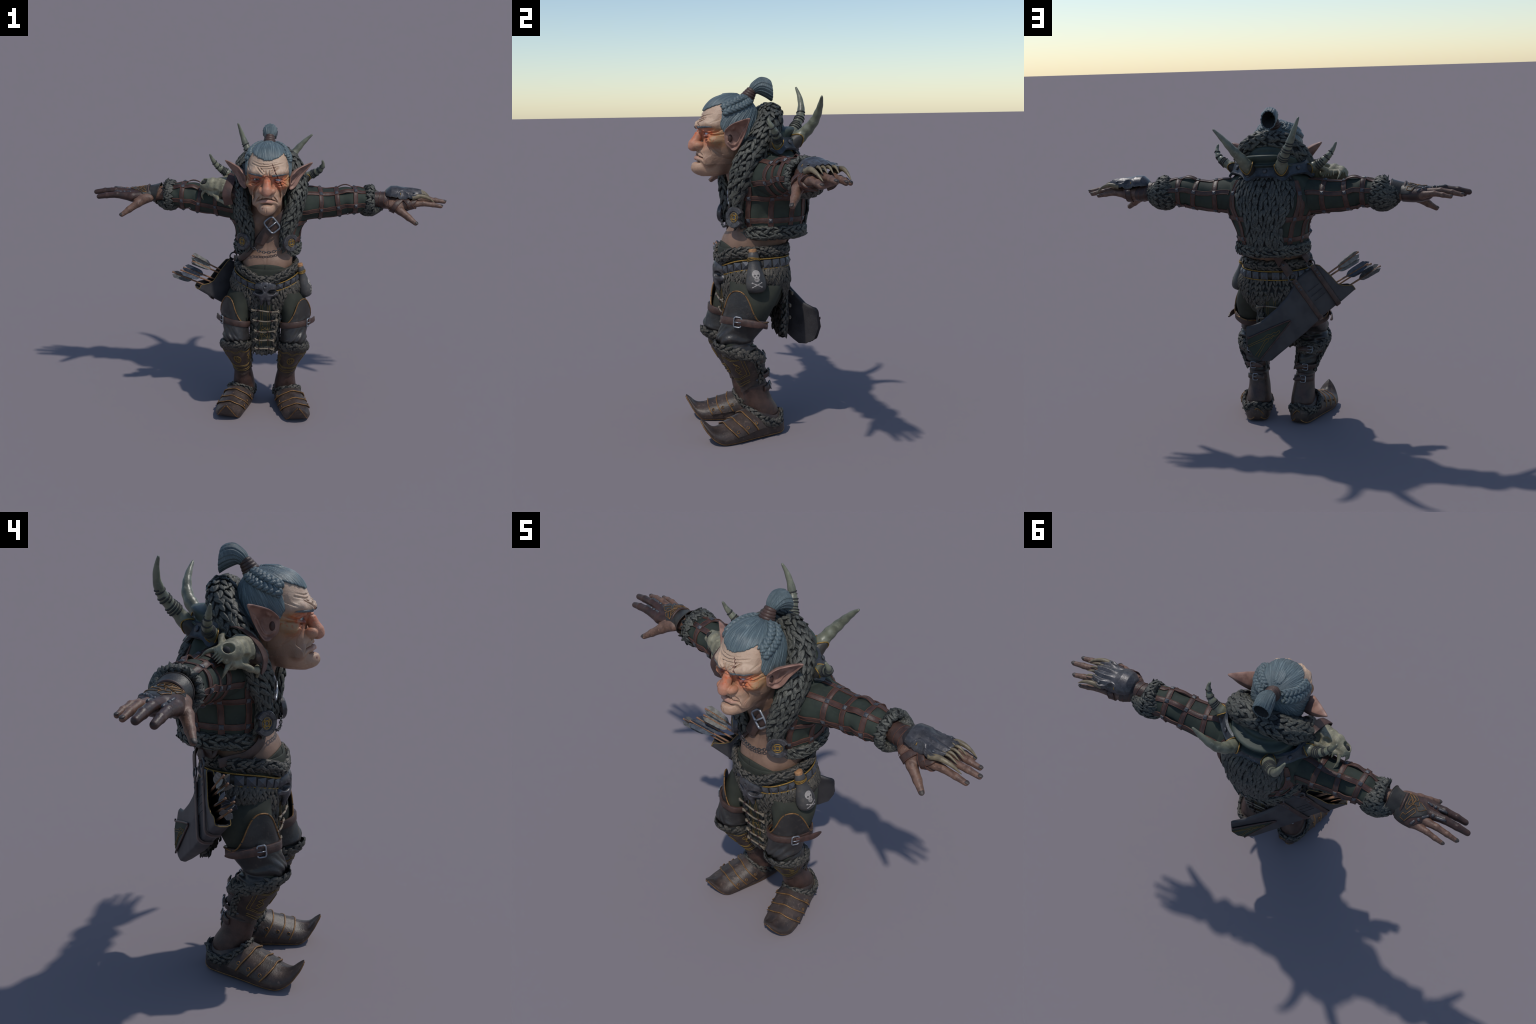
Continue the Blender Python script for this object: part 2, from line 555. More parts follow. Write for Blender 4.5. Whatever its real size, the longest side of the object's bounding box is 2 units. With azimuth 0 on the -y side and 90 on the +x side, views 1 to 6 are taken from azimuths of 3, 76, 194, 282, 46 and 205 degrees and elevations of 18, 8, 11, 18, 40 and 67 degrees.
# ------------------------------------------------------------------ materials
def skin_face():
    m = Mat("skin_painted_face", 0.5, 0, 0.45).base((0.42, 0.262, 0.175))
    x, y, z = m.xyz()
    ax = x.ab()
    n1 = m.noise(18, 5); n2 = m.noise(70, 4)
    m.mix(n1.step(0.4, 0.7) * 0.6, (0.40, 0.235, 0.16))
    m.mix(n2.step(0.5, 0.75) * 0.35, (0.60, 0.42, 0.31))
    # pale forehead, ruddy nose and lip, weathered lower cheeks darkened further by painted-in shade
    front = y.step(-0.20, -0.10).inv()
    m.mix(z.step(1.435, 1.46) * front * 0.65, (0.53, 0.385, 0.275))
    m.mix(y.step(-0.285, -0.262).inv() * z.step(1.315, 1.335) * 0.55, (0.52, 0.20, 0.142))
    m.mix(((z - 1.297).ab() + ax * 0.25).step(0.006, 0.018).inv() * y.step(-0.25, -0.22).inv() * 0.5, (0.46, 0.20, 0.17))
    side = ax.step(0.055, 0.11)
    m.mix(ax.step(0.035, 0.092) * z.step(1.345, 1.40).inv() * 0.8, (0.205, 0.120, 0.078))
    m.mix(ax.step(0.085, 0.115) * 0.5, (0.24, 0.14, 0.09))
    ruddy = (((ax - 0.045) * 0.75).sq() + (z - 1.378).sq()).sqrt().step(0.010, 0.062).inv() * y.step(-0.17, -0.12).inv()
    m.mix(ruddy * 0.6, (0.40, 0.165, 0.085))
    # orange war paint band across eyes and bridge, ragged lower edge, olive fade at the temples
    wob = (m.noise(26, 5) - 0.5) * 0.045
    low = ax.step(0.022, 0.075) * -0.034 + 1.392 + wob
    paint = (z - low).step(-0.030, 0.016) * (z + wob * 0.5).step(1.424, 1.442).inv() * y.step(-0.150, -0.115).inv()
    hot = (((ax - 0.045) * 0.30).sq() + (z - 1.402).sq()).sqrt().step(0.006, 0.034).inv()
    paint = paint * (m.noise(30, 5, 0.65).step(0.30, 0.62) * 0.55 + 0.35 + hot * 0.35)._m('MINIMUM', 1.0)
    m.mix(paint * side * 0.75, (0.36, 0.20, 0.075))
    m.mix(paint * (m.noise(45, 5).step(0.2, 0.6)) * ax.step(0.085, 0.115).inv() * 0.8, (0.57, 0.120, 0.034))
    m.mix(paint * m.noise(90, 3).step(0.52, 0.66) * 0.6, (0.42, 0.07, 0.02))
    # scar from forehead through the eye, chin mole, dark red-brown lids
    sc = (x - 0.025 - (z * -1.0 + 1.491) * 0.45 + (m.noise(160, 2) - 0.5) * 0.006).ab()
    scar = sc.step(0.0012, 0.0042).inv() * z.step(1.366, 1.37) * z.step(1.490, 1.496).inv() * front
    m.mix(scar * 0.85, (0.10, 0.018, 0.016))
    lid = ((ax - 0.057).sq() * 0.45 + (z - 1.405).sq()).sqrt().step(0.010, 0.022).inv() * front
    m.mix(lid * 0.72, (0.15, 0.040, 0.032))
    mole = ((x + 0.021).sq() + (z - 1.262).sq()).sqrt().step(0.003, 0.0055).inv() * front
    m.mix(mole * 0.8, (0.16, 0.05, 0.04))
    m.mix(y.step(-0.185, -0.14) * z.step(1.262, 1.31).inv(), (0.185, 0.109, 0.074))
    m.mix(m.noise(34, 6, 0.7).step(0.52, 0.66) * 0.35, (0.28, 0.15, 0.10))
    m.bump(m.noise(60, 5, 0.6), 0.35, 0.004)
    m.bump(m.noise(240, 4, 0.65), 0.3, 0.002)
    m.bump(m.voro(190), 0.14, 0.002)
    m.b.inputs["Subsurface Weight"].default_value = 0.03
    m.b.inputs["Subsurface Radius"].default_value = (0.012, 0.005, 0.003)
    return m.done()


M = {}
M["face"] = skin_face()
M["skin"] = simple("skin_body", (0.215, 0.128, 0.088), (0.15, 0.086, 0.058), 14, 0.55, bump=0.2, bscale=160)
M["hand"] = simple("skin_hand", (0.165, 0.090, 0.062), (0.092, 0.050, 0.036), 40, 0.5, bump=0.3, bscale=170, c3=(0.24, 0.14, 0.10))
M["ear"] = simple("skin_ear", (0.33, 0.185, 0.140), (0.20, 0.105, 0.08), 25, 0.5, bump=0.15)
M["nail"] = simple("nail", (0.062, 0.048, 0.042), (0.035, 0.028, 0.025), 90, 0.5, bump=0)
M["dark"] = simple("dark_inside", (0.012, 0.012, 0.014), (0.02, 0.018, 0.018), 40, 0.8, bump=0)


def hair_mat():
    m = Mat("hair_blue_grey", 0.40, 0, 0.5).base((0.125, 0.166, 0.175))
    # strands run to the topknot: streaks follow the angle about it
    x, y, z = m.xyz()
    az = x.atan2((y + 0.012) * -0.853 + (z - 1.566) * 0.522)
    n = m.nt.nodes.new("ShaderNodeCombineXYZ")
    m.nt.links.new((az * 26.0).k, n.inputs[0]); m.nt.links.new((z * 9.0).k, n.inputs[1]); m.nt.links.new((y * 9.0).k, n.inputs[2])
    st = m.noise(1.6, 5, 0.65, vec=n.outputs[0])
    m.mix(st.step(0.42, 0.62).inv() * 0.75, (0.052, 0.075, 0.086))
    m.mix(st.step(0.55, 0.74) * 0.75, (0.26, 0.31, 0.312))
    m.mix(m.noise(20, 3).step(0.5, 0.75) * 0.35, (0.06, 0.088, 0.105))
    m.bump(st, 0.7, 0.004)
    return m.done()


def fur_mat(name, a, b, c):
    m = Mat(name, 0.55, 0, 0.35).base(a)
    m.mix(m.noise(24, 3).step(0.35, 0.65), b)
    m.mix(m.noise(150, 3, vec=None).step(0.45, 0.7) * 0.7, c)
    m.bump(m.noise(330, 3), 0.35, 0.002)
    return m.done()


M["hair"] = hair_mat()
M["fur"] = fur_mat("fur_grey_green", (0.082, 0.082, 0.069), (0.045, 0.047, 0.043), (0.150, 0.143, 0.118))
M["fur_back"] = fur_mat("fur_grey_slate", (0.076, 0.078, 0.070), (0.042, 0.045, 0.043), (0.135, 0.132, 0.114))
M["fur_warm"] = fur_mat("fur_grey_brown", (0.080, 0.070, 0.057), (0.042, 0.038, 0.033), (0.140, 0.120, 0.096))
M["fur_shadow"] = simple("fur_tuft_shade", (0.030, 0.031, 0.029), (0.018, 0.019, 0.018), 60, 0.7, bump=0.3, bscale=300)  # dark tuft faces: crevice shade painted into the fur
M["underfur"] = simple("underfur_gap_shade", (0.012, 0.013, 0.013), (0.018, 0.018, 0.018), 60, 0.85, bump=0.4)  # near-black base, paints the shade in gaps between tufts


def cloth_mat(name, a, b, rough=0.75):
    m = Mat(name, rough, 0, 0.25).base(a)
    m.mix(m.noise(9, 4).step(0.35, 0.7), b)
    m.mix(m.noise(120, 4).step(0.5, 0.8) * 0.35, tuple(1.5 * q for q in a))
    m.bump(m.noise(420, 2), 0.25, 0.002)
    return m.done()


M["green"] = cloth_mat("cloth_dark_green", (0.036, 0.045, 0.035), (0.020, 0.026, 0.022))
M["trouser"] = cloth_mat("cloth_moss_green", (0.041, 0.043, 0.032), (0.025, 0.027, 0.021))
M["hood"] = cloth_mat("cloth_hood_green", (0.048, 0.062, 0.050), (0.030, 0.042, 0.040), 0.5)
M["strap"] = simple("leather_red_brown", (0.078, 0.038, 0.030), (0.042, 0.022, 0.018), 26, 0.46, bump=0.35, bscale=150)
M["strap_dark"] = simple("leather_strap_brown", (0.068, 0.037, 0.029), (0.038, 0.022, 0.018), 26, 0.44, bump=0.35, bscale=150)
M["stitch"] = simple("leather_edge_rust", (0.135, 0.052, 0.032), (0.075, 0.032, 0.023), 60, 0.6, bump=0)
M["boot"] = simple("leather_boot_black", (0.030, 0.027, 0.026), (0.018, 0.016, 0.016), 16, 0.36, bump=0.3, bscale=130, c3=(0.052, 0.041, 0.034))
M["greave"] = simple("leather_greave_brown", (0.052, 0.034, 0.026), (0.029, 0.021, 0.018), 22, 0.44, bump=0.35, bscale=130, c3=(0.082, 0.058, 0.045))
M["shoe"] = simple("leather_shoe_brown", (0.060, 0.040, 0.032), (0.031, 0.022, 0.019), 18, 0.45, bump=0.3, bscale=130, c3=(0.105, 0.072, 0.056))
M["quiver"] = simple("leather_quiver_slate", (0.052, 0.049, 0.052), (0.034, 0.032, 0.036), 14, 0.55, bump=0.3, bscale=140)
M["glove"] = simple("leather_glove_oxblood", (0.056, 0.027, 0.021), (0.030, 0.017, 0.014), 30, 0.42, bump=0.3, bscale=150)
M["glove_dark"] = simple("leather_glove_black", (0.038, 0.034, 0.029), (0.022, 0.020, 0.018), 22, 0.44, bump=0.3, bscale=150)
M["gold"] = simple("gold_cord", (0.36, 0.215, 0.045), (0.22, 0.125, 0.03), 120, 0.42, 0.35, bump=0.3, bscale=300)
M["trim"] = simple("bronze_trim", (0.24, 0.122, 0.040), (0.13, 0.066, 0.026), 90, 0.42, 0.3, bump=0.2, bscale=300)
M["thread"] = simple("gold_thread", (0.24, 0.145, 0.035), (0.16, 0.10, 0.03), 120, 0.6, bump=0)
M["metal"] = simple("metal_dull_steel", (0.082, 0.078, 0.082), (0.046, 0.044, 0.048), 40, 0.36, 0.35, bump=0.25, bscale=90, c3=(0.135, 0.126, 0.130))
M["plate"] = simple("metal_blue_grey", (0.058, 0.066, 0.078), (0.036, 0.042, 0.051), 34, 0.45, 0.25, bump=0.3, bscale=90, c3=(0.088, 0.098, 0.112))
M["stud"] = simple("stud_steel_blue", (0.088, 0.090, 0.100), (0.048, 0.050, 0.057), 70, 0.38, 0.3, bump=0.2, bscale=150)
M["buckle"] = simple("buckle_bright", (0.30, 0.31, 0.34), (0.19, 0.20, 0.22), 90, 0.32, 0.6, bump=0.15)
M["bone"] = simple("bone_skull", (0.26, 0.24, 0.162), (0.135, 0.125, 0.085), 26, 0.55, bump=0.3, bscale=140, c3=(0.36, 0.335, 0.23))
M["bonerod"] = simple("bone_rod", (0.20, 0.162, 0.115), (0.115, 0.090, 0.066), 40, 0.55, bump=0.2)
M["claw"] = simple("claw_horn", (0.205, 0.162, 0.098), (0.12, 0.095, 0.060), 36, 0.4, bump=0.3, bscale=180)
M["wood"] = simple("arrow_wood", (0.26, 0.135, 0.075), (0.17, 0.085, 0.05), 80, 0.6, bump=0.2)
M["cork"] = simple("cork", (0.42, 0.22, 0.10), (0.28, 0.14, 0.065), 90, 0.7, bump=0.4, bscale=220)
M["flask"] = simple("flask_leather", (0.062, 0.057, 0.054), (0.042, 0.040, 0.040), 20, 0.45, bump=0.3, c3=(0.085, 0.072, 0.062))
M["white"] = simple("emblem_chalk", (0.36, 0.325, 0.30), (0.24, 0.215, 0.20), 120, 0.7, bump=0)
M["feather_grey"] = simple("feather_grey", (0.11, 0.11, 0.11), (0.055, 0.056, 0.060), 60, 0.7, bump=0.3, bscale=200)
M["feather_pale"] = simple("feather_pale", (0.22, 0.215, 0.20), (0.12, 0.117, 0.11), 60, 0.7, bump=0.3, bscale=200)
M["feather_blue"] = simple("feather_slate", (0.075, 0.090, 0.115), (0.045, 0.052, 0.070), 60, 0.7, bump=0.3, bscale=200)
M["wrap"] = simple("wrap_dark_cord", (0.022, 0.024, 0.024), (0.035, 0.035, 0.032), 90, 0.7, bump=0.3)
M["eye_white"] = simple("eye_clouded", (0.50, 0.50, 0.54), (0.38, 0.38, 0.43), 90, 0.15, bump=0)


def horn_mat():
    m = Mat("horn_grey_green", 0.38, 0, 0.5).base((0.168, 0.172, 0.122))
    m.mix(m.noise(20, 4).step(0.35, 0.7) * 0.8, (0.085, 0.088, 0.064))
    m.mix(m.noise(70, 4).step(0.5, 0.75) * 0.6, (0.25, 0.245, 0.175))
    m.bump(m.noise(130, 4), 0.3, 0.003)
    return m.done()


def eye_mat():
    m = Mat("eye_iris", 0.12, 0, 0.6).base((0.48, 0.42, 0.36))
    x, y, z = m.xyz()
    r = ((x + 0.056).sq() + (z - 1.409).sq()).sqrt()
    m.mix(r.step(0.0105, 0.0118).inv(), (0.10, 0.155, 0.165))
    m.mix(r.step(0.0045, 0.0055).inv(), (0.01, 0.01, 0.01))
    return m.done()


M["ear_shade"] = simple("ear_hollow_shade", (0.07, 0.035, 0.027), (0.045, 0.022, 0.018), 60, 0.6, bump=0)  # dark skin tone that paints shade into the ear bowl
M["brow"] = simple("eyebrow_grey", (0.14, 0.155, 0.16), (0.08, 0.09, 0.098), 90, 0.6, bump=0, c3=(0.24, 0.25, 0.25))
M["horn"] = horn_mat()
M["eye"] = eye_mat()

# ------------------------------------------------------------------ head, neck, torso: one sculpted surface
HEAD = [(1.212, 0, -.236, -.15, .020), (1.225, 0, -.252, -.10, .044), (1.245, 0, -.258, -.05, .059), (1.27, 0, -.250, -.01, .073),
        (1.30, 0, -.242, .01, .090), (1.33, 0, -.234, .022, .104), (1.36, 0, -.230, .030, .114), (1.39, 0, -.228, .034, .119),
        (1.42, 0, -.231, .036, .121), (1.45, 0, -.238, .036, .121), (1.48, 0, -.231, .032, .117), (1.512, 0, -.216, .022, .107),
        (1.537, 0, -.200, .006, .092), (1.561, 0, -.174, -.014, .068), (1.573, 0, -.150, -.036, .042), (1.579, 0, -.12, -.065, .016)]
TORSO = [(.80, 0, -.135, .135, .150), (.84, 0, -.145, .142, .146), (.88, 0, -.150, .152, .144), (.925, 0, -.137, .170, .148), (.97, 0, -.106, .20, .155),
         (1.03, 0, -.088, .21, .160), (1.10, 0, -.080, .22, .165), (1.17, 0, -.076, .21, .165), (1.23, 0, -.068, .17, .12), (1.27, 0, -.05, .12, .07)]

CREASES = [  # face lines in (x, z), width, depth; mirrored where the flag is set
    ([(-.085, 1.488), (-.045, 1.478), (0, 1.479), (.03, 1.486), (.08, 1.492)], .0022, .0028, 0),
    ([(-.075, 1.498), (-.04, 1.490), (.0, 1.489), (.05, 1.498)], .002, .0020, 0),
    ([(-.06, 1.476), (-.03, 1.468), (0, 1.468), (.03, 1.473), (.06, 1.480)], .002, .0022, 0),
    ([(.058, 1.474), (.042, 1.462), (.026, 1.446)], .0026, .0036, 1),
    ([(.040, 1.474), (.025, 1.462), (.012, 1.450)], .0022, .0030, 1),
    ([(.010, 1.462), (.008, 1.446), (.013, 1.436)], .0024, .0040, 1),
    ([(-.018, 1.424), (0, 1.428), (.018, 1.424)], .0022, .0032, 0),
    ([(-.016, 1.416), (0, 1.419), (.016, 1.416)], .0020, .0022, 0),
    ([(.040, 1.384), (.056, 1.366), (.068, 1.338), (.069, 1.300), (.066, 1.278)], .0040, .0036, 1),
    ([(.034, 1.322), (.046, 1.306), (.058, 1.290)], .0024, .0030, 1),
    ([(.020, 1.318), (.028, 1.306)], .0020, .0022, 1),
    ([(.082, 1.345), (.088, 1.315), (.078, 1.275)], .0030, .0028, 1),
    ([(.094, 1.345), (.093, 1.315)], .0024, .0018, 1),
    ([(.036, 1.398), (.056, 1.388), (.082, 1.392)], .0024, .0036, 1),
    ([(.046, 1.386), (.066, 1.376), (.092, 1.382)], .0024, .0026, 1),
    ([(.082, 1.408), (.098, 1.414), (.110, 1.424)], .0022, .0026, 1),
    ([(.082, 1.402), (.100, 1.400), (.112, 1.404)], .0022, .0026, 1),
    ([(.080, 1.396), (.096, 1.384), (.106, 1.376)], .0022, .0024, 1),
    ([(.098, 1.455), (.106, 1.470), (.102, 1.490)], .0022, .0022, 1),
    ([(.0, 1.262), (.0, 1.236)], .0018, .0026, 0),
    ([(-.026, 1.279), (0, 1.284), (.026, 1.279)], .0040, .0040, 0),
    ([(.025, 1.491), (.041, 1.456), (.060, 1.413), (.081, 1.367)], .0018, .0030, 0),
    ([(-.026, 1.494), (-.020, 1.490)], .0020, .0020, 0),
]


def f_head_base(P):
    return smin(slab(P, HEAD, 2.25), ell(P, (0, -.094, 1.500), (.098, .110, .0815)), .012)


def f_skin(P):
    Q = P.copy(); Q[:, 0] = np.abs(Q[:, 0])
    d = f_head_base(P)
    # brow, cheekbones, muzzle, jowls, chin
    d = smin(d, chain(Q, [(0, -.228, 1.444), (.030, -.236, 1.443), (.072, -.218, 1.450), (.098, -.180, 1.444)], [.016, .019, .018, .014]), .016)
    d = smin(d, ell(Q, (.083, -.188, 1.377), (.034, .034, .024)), .022)
    d = smin(d, ell(Q, (0, -.222, 1.326), (.052, .032, .026)), .018)
    d = smin(d, ell(Q, (.056, -.210, 1.284), (.026, .028, .026)), .016)
    d = smin(d, ell(Q, (0, -.246, 1.252), (.038, .037, .031)), .014)
    # eye sockets
    d = smax(d, -ell(Q, (.056, -.252, 1.408), (.036, .034, .0150)), .009)
    d = smax(d, -ell(Q, (.030, -.256, 1.416), (.012, .022, .014)), .010)
    d = smin(d, chain(Q, [(.034, -.224, 1.419), (.058, -.227, 1.4225), (.084, -.206, 1.414)], [.005, .0075, .006]), .006)
    d = smin(d, chain(Q, [(.034, -.221, 1.402), (.057, -.223, 1.395), (.083, -.204, 1.402)], [.005, .0075, .005]), .006)
    # nose
    n = chain(Q, [(0, -.228, 1.430), (0, -.246, 1.396), (0, -.266, 1.360)], [.015, .0185, .028], .01)
    n = smin(n, ell(Q, (.0305, -.250, 1.354), (.0165, .026, .0185)), .003)
    n = smin(n, ell(Q, (0, -.268, 1.347), (.022, .027, .019)), .01)
    d = smin(d, n, .006)
    d = smax(d, -ell(Q, (.019, -.262, 1.330), (.010, .016, .010)), .004)
    # mouth: cut line, lips
    zc = 1.3105 - 7.2 * Q[:, 0] ** 2
    lip = chain(Q, [(0, -.252, 1.299), (.024, -.249, 1.296), (.046, -.232, 1.285)], [.0150, .0125, .007], .006)
    d = smin(d, lip, .008)
    d = smin(d, chain(Q, [(0, -.246, 1.319), (.024, -.241, 1.315), (.050, -.226, 1.298)], [.009, .010, .006], .006), .008)
    near = np.exp(-np.clip(Q[:, 0] - .052, 0, 1) ** 2 / .00006) * (P[:, 1] < -.17)
    d = d + .0105 * np.exp(-((P[:, 2] - zc) / .0026) ** 2) * near
    # creases
    F = (P[:, 1] < -.10) & (P[:, 2] > 1.22)
    if F.any():
        Pf = P[F][:, [0, 2]]; Pa = np.stack([np.abs(Pf[:, 0]), Pf[:, 1]], 1)
        add = np.zeros(len(Pf))
        for pts, w, dep, mir in CREASES:
            q, t = polydist(Pa if mir else Pf, pts)
            fade = np.sin(PI * np.clip(t * .86 + .07, 0, 1)) ** .6
            dep = dep * 1.9; w = w * 1.12
            add += dep * np.exp(-(q / w) ** 2) * fade - .35 * dep * np.exp(-((q - 2.4 * w) / (1.3 * w)) ** 2) * fade
        d[F] += add
    # neck and torso
    nk = chain(P, [(0, .03, 1.17), (0, -.035, 1.25), (0, -.06, 1.33)], [.092, .083, .078], .02)
    nk = smin(nk, chain(Q, [(.012, -.10, 1.19), (.055, -.105, 1.27)], [.012, .014]), .012)
    t = slab(P, TORSO, 2.3)
    t = smin(t, ell(Q, (.062, -.055, 1.125), (.058, .034, .045)), .03)
    t = smin(t, nk, .03)
    t = t + .0015 * np.exp(-(P[:, 0] / .006) ** 2) * (P[:, 1] < 0) * np.clip((1.10 - P[:, 2]) / .1, 0, 1) * np.clip((P[:, 2] - .86) / .05, 0, 1)
    return smin(d, t, .012)


V, F = surface_nets(f_skin, (-.19, -.318, .812), (.19, .235, 1.60), .0030, .03)
me = mesh("whole", V, F)
allN = np.zeros(len(V) * 3, np.float32)
me.vertices.foreach_get("normal", allN); allN = allN.reshape(-1, 3)
bpy.data.meshes.remove(me)
cen = V[F].mean(1)
jaw = cen[:, 2] - (1.225 + (cen[:, 1] + .20) * -0.10 + np.clip(-.13 - cen[:, 1], 0, 1) * -1.6)
is_head = (cen[:, 2] > 1.262) | ((cen[:, 1] < -.128) & (cen[:, 2] > 1.20))
is_neck = ~is_head & (cen[:, 2] > 1.17)


def region(name, sel, mat, parent=None):
    f = F[sel]
    used = np.unique(f)
    remap = -np.ones(len(V), int); remap[used] = np.arange(len(used))
    me = mesh(name, V[used], remap[f])
    me.normals_split_custom_set_from_vertices([tuple(n) for n in allN[used]])
    return link(name, me, mat, parent)


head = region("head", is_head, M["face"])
neck = region("neck", is_neck, M["skin"])
torso = region("torso", ~is_head & ~is_neck, M["skin"])
HEAD_TREE = BVHTree.FromPolygons([tuple(v) for v in V], [tuple(int(i) for i in f) for f in F])

# eyes
def ball(c, r, nu=16, nv=24):
    u = np.linspace(0, PI, nu)[:, None]; v = np.linspace(0, 2 * PI, nv, endpoint=False)[None]
    r = np.broadcast_to(np.asarray(r, float), (3,))
    G = np.stack([np.sin(u) * np.cos(v) * r[0], np.sin(u) * np.sin(v) * r[1], np.cos(u) * r[2] + 0 * v], -1) + np.asarray(c, float)
    return G.reshape(-1, 3), grid_faces(nu, nv, True, False)


for sx in (1, -1):
    v, f = ball((sx * .056, -.2065, 1.409), .0185)
    part("eye", v, f, M["eye_white"] if sx > 0 else M["eye"], head)

# eyebrows: a brush of short hairs on the brow ridge
def on_skin(p, d, off=0.0):
    h = HEAD_TREE.ray_cast(Vector(p), Vector(d))
    if h[0] is None: return None
    return np.array(h[0]) + np.array(h[1]) * off * (1 if np.dot(h[1], d) < 0 else -1)


for sx in (1, -1):
    s = Soup(); rng = np.random.default_rng(3)
    for i in range(110):
        t = rng.uniform(0, 1)
        x0 = .026 + .060 * t; z0 = 1.435 + .005 * t + rng.uniform(-.004, .004) * (1.1 - .6 * t)
        pts = []
        for k in range(4):
            q = on_skin((sx * (x0 + k * .0055), -.4, z0 + k * (.0010 - .0016 * t)), (0, 1, 0), .0012 + .0006 * k)
            if q is not None: pts.append(q)
        if len(pts) == 4:
            v, f = rope(np.array(pts), [.0015, .0019, .0016, .0005], 5); s.add(v, f)
    s.make("eyebrow", M["brow"], head, kind="stuff")

# ------------------------------------------------------------------ ears
def ear(sx):
    rim = A([.118, -.146, 1.385], [.124, -.150, 1.408], [.136, -.142, 1.428], [.160, -.120, 1.450], [.198, -.088, 1.466], [.236, -.055, 1.4745],
            [.216, -.058, 1.444], [.192, -.062, 1.414], [.172, -.070, 1.388], [.154, -.084, 1.354], [.138, -.102, 1.332], [.122, -.116, 1.331], [.115, -.128, 1.345], [.114, -.140, 1.365])
    n = nrm(A(.66, -.70, -.25))
    rim[2:10] += n * .007
    R = spline(rim, 112, True)
    c = A(.130, -.112, 1.388)
    ins, out = [], []
    for i, rho in enumerate(np.linspace(0, 1, 16)):
        p = c + (R - c) * rho
        dep = .024 * (1 - rho ** 2.5)
        dist = np.linalg.norm(p - c, axis=1)
        dep = dep + .012 * np.exp(-(np.linalg.norm(p - A(.124, -.128, 1.386), axis=1) / .014) ** 2)
        dep = dep - .008 * np.exp(-((rho - .55) / .12) ** 2) * (R[:, 2] < 1.43)
        q = p - n * dep[:, None]
        push = np.clip(.0085 - f_head_base(q), 0, .05) / .75
        q = q + n * push[:, None]
        q = q + n * (.0055 * np.exp(-((rho - .60) / .10) ** 2) * ((R[:, 2] < 1.452) & (R[:, 1] > -.14)))[:, None]
        if rho > .86: q = q + n * (.0048 * math.sin(PI * (rho - .86) / .14))
        ins.append(q)
    for rho in np.linspace(1, 0, 12):
        p = c + (R - c) * rho
        th = .0065 + .024 * (1 - rho ** 2.5) + .010 * (1 - rho)
        if rho > .98: th = .0045
        out.append(p - n * th)
    G = np.array(ins + out); G[..., 0] *= sx
    part("ear", G.reshape(-1, 3), grid_faces(len(G), 112, True), M["ear"], head)
    v, f = ball((sx * .1243, -.1240, 1.386), (.0075, .0110, .018)); part("ear_canal", v, f, M["ear_shade"], head)  # dark ball added to stand for the shaded ear opening


ear(1); ear(-1)

# ------------------------------------------------------------------ hair: combed cap, braids, topknot
BUN = A(0, -.012, 1.566)
BAX = nrm(A(0, .52, .85)); BE2 = nrm(A(0, -.85, .52))


def hair_az(P):
    d = P - BUN
    return np.arctan2(d[:, 0], d @ BE2)


def f_hair(P):
    ax = np.abs(P[:, 0])
    zl = np.interp(ax, [0, .02, .045, .07, .09, .11], [1.509, 1.511, 1.519, 1.529, 1.545, 1.58])
    yl = np.interp(P[:, 2], [1.20, 1.375, 1.40, 1.412, 1.429, 1.445, 1.465, 1.514, 1.53], [-.06, -.075, -.10, -.151, -.160, -.167, -.163, -.150, -.150])
    az = hair_az(P)
    wob = .0008 * np.sin(az * 61) + .0012 * np.sin(az * 27 + 1.0)
    r = np.minimum(zl - P[:, 2], yl - P[:, 1]) + wob
    a2 = az + .05 * np.sin(P[:, 2] * 40)
    strand = .0007 * np.sin(a2 * 74) + .0009 * np.sin(a2 * 119 + 2) + .0006 * np.sin(a2 * 31 + 1)
    d = f_head_base(P) - .0062 - strand
    return smax(d, r * .8, .006)


v, f = surface_nets(f_hair, (-.14, -.235, 1.30), (.14, .062, 1.60), .0026, .03)
hair = part("hair", v, f, M["hair"], head, fix=False)
HAIR_TREE = BVHTree.FromPolygons([tuple(q) for q in v], [tuple(int(i) for i in k) for k in f])


def on_hair(p, off):
    c = Vector((0, -.09, 1.44))
    d = Vector(p) - c
    h = HAIR_TREE.ray_cast(c + d * 3, -d)
    if h[0] is None: return np.array(p)
    return np.array(h[0]) + nrm(np.array(d)) * off


def braid(sx, path, w, turns, r):
    path = even(spline(A(*path), 60), 120)
    path[:, 0] *= sx
    C = np.array([on_hair(p, -.002) for p in path])
    for _ in range(6): C[1:-1] = (C[:-2] + C[1:-1] * 2 + C[2:]) / 4
    T = nrm(np.gradient(C, axis=0)); N = nrm(C - A(0, -.09, 1.44)); N = nrm(N - T * (N * T).sum(1)[:, None]); B = np.cross(T, N)
    s = Soup()
    t = np.linspace(0, 1, 120)
    for k in range(3):
        ph = 2 * PI * (t * turns + k / 3)
        a = w * np.sin(ph); b = r * .42 * np.sin(2 * ph)
        P = C + B * a[:, None] + N * (b + r * .2)[:, None]
        rr = r * (1 + .28 * np.cos(2 * ph)) * np.interp(t, [0, .06, .9, 1], [.5, 1, .9, .5])
        v, f = rope(P, rr, 9); s.add(v, f)
    s.make("braid", M["hair"], hair)


for sx in (1, -1):
    braid(sx, [(.098, -.150, 1.520), (.100, -.118, 1.540), (.088, -.080, 1.556), (.064, -.048, 1.568), (.036, -.026, 1.572)], .0130, 2.6, .0096)
    braid(sx, [(.112, -.150, 1.498), (.116, -.112, 1.515), (.108, -.068, 1.530), (.082, -.030, 1.545), (.046, -.008, 1.556)], .0130, 3.0, .0096)


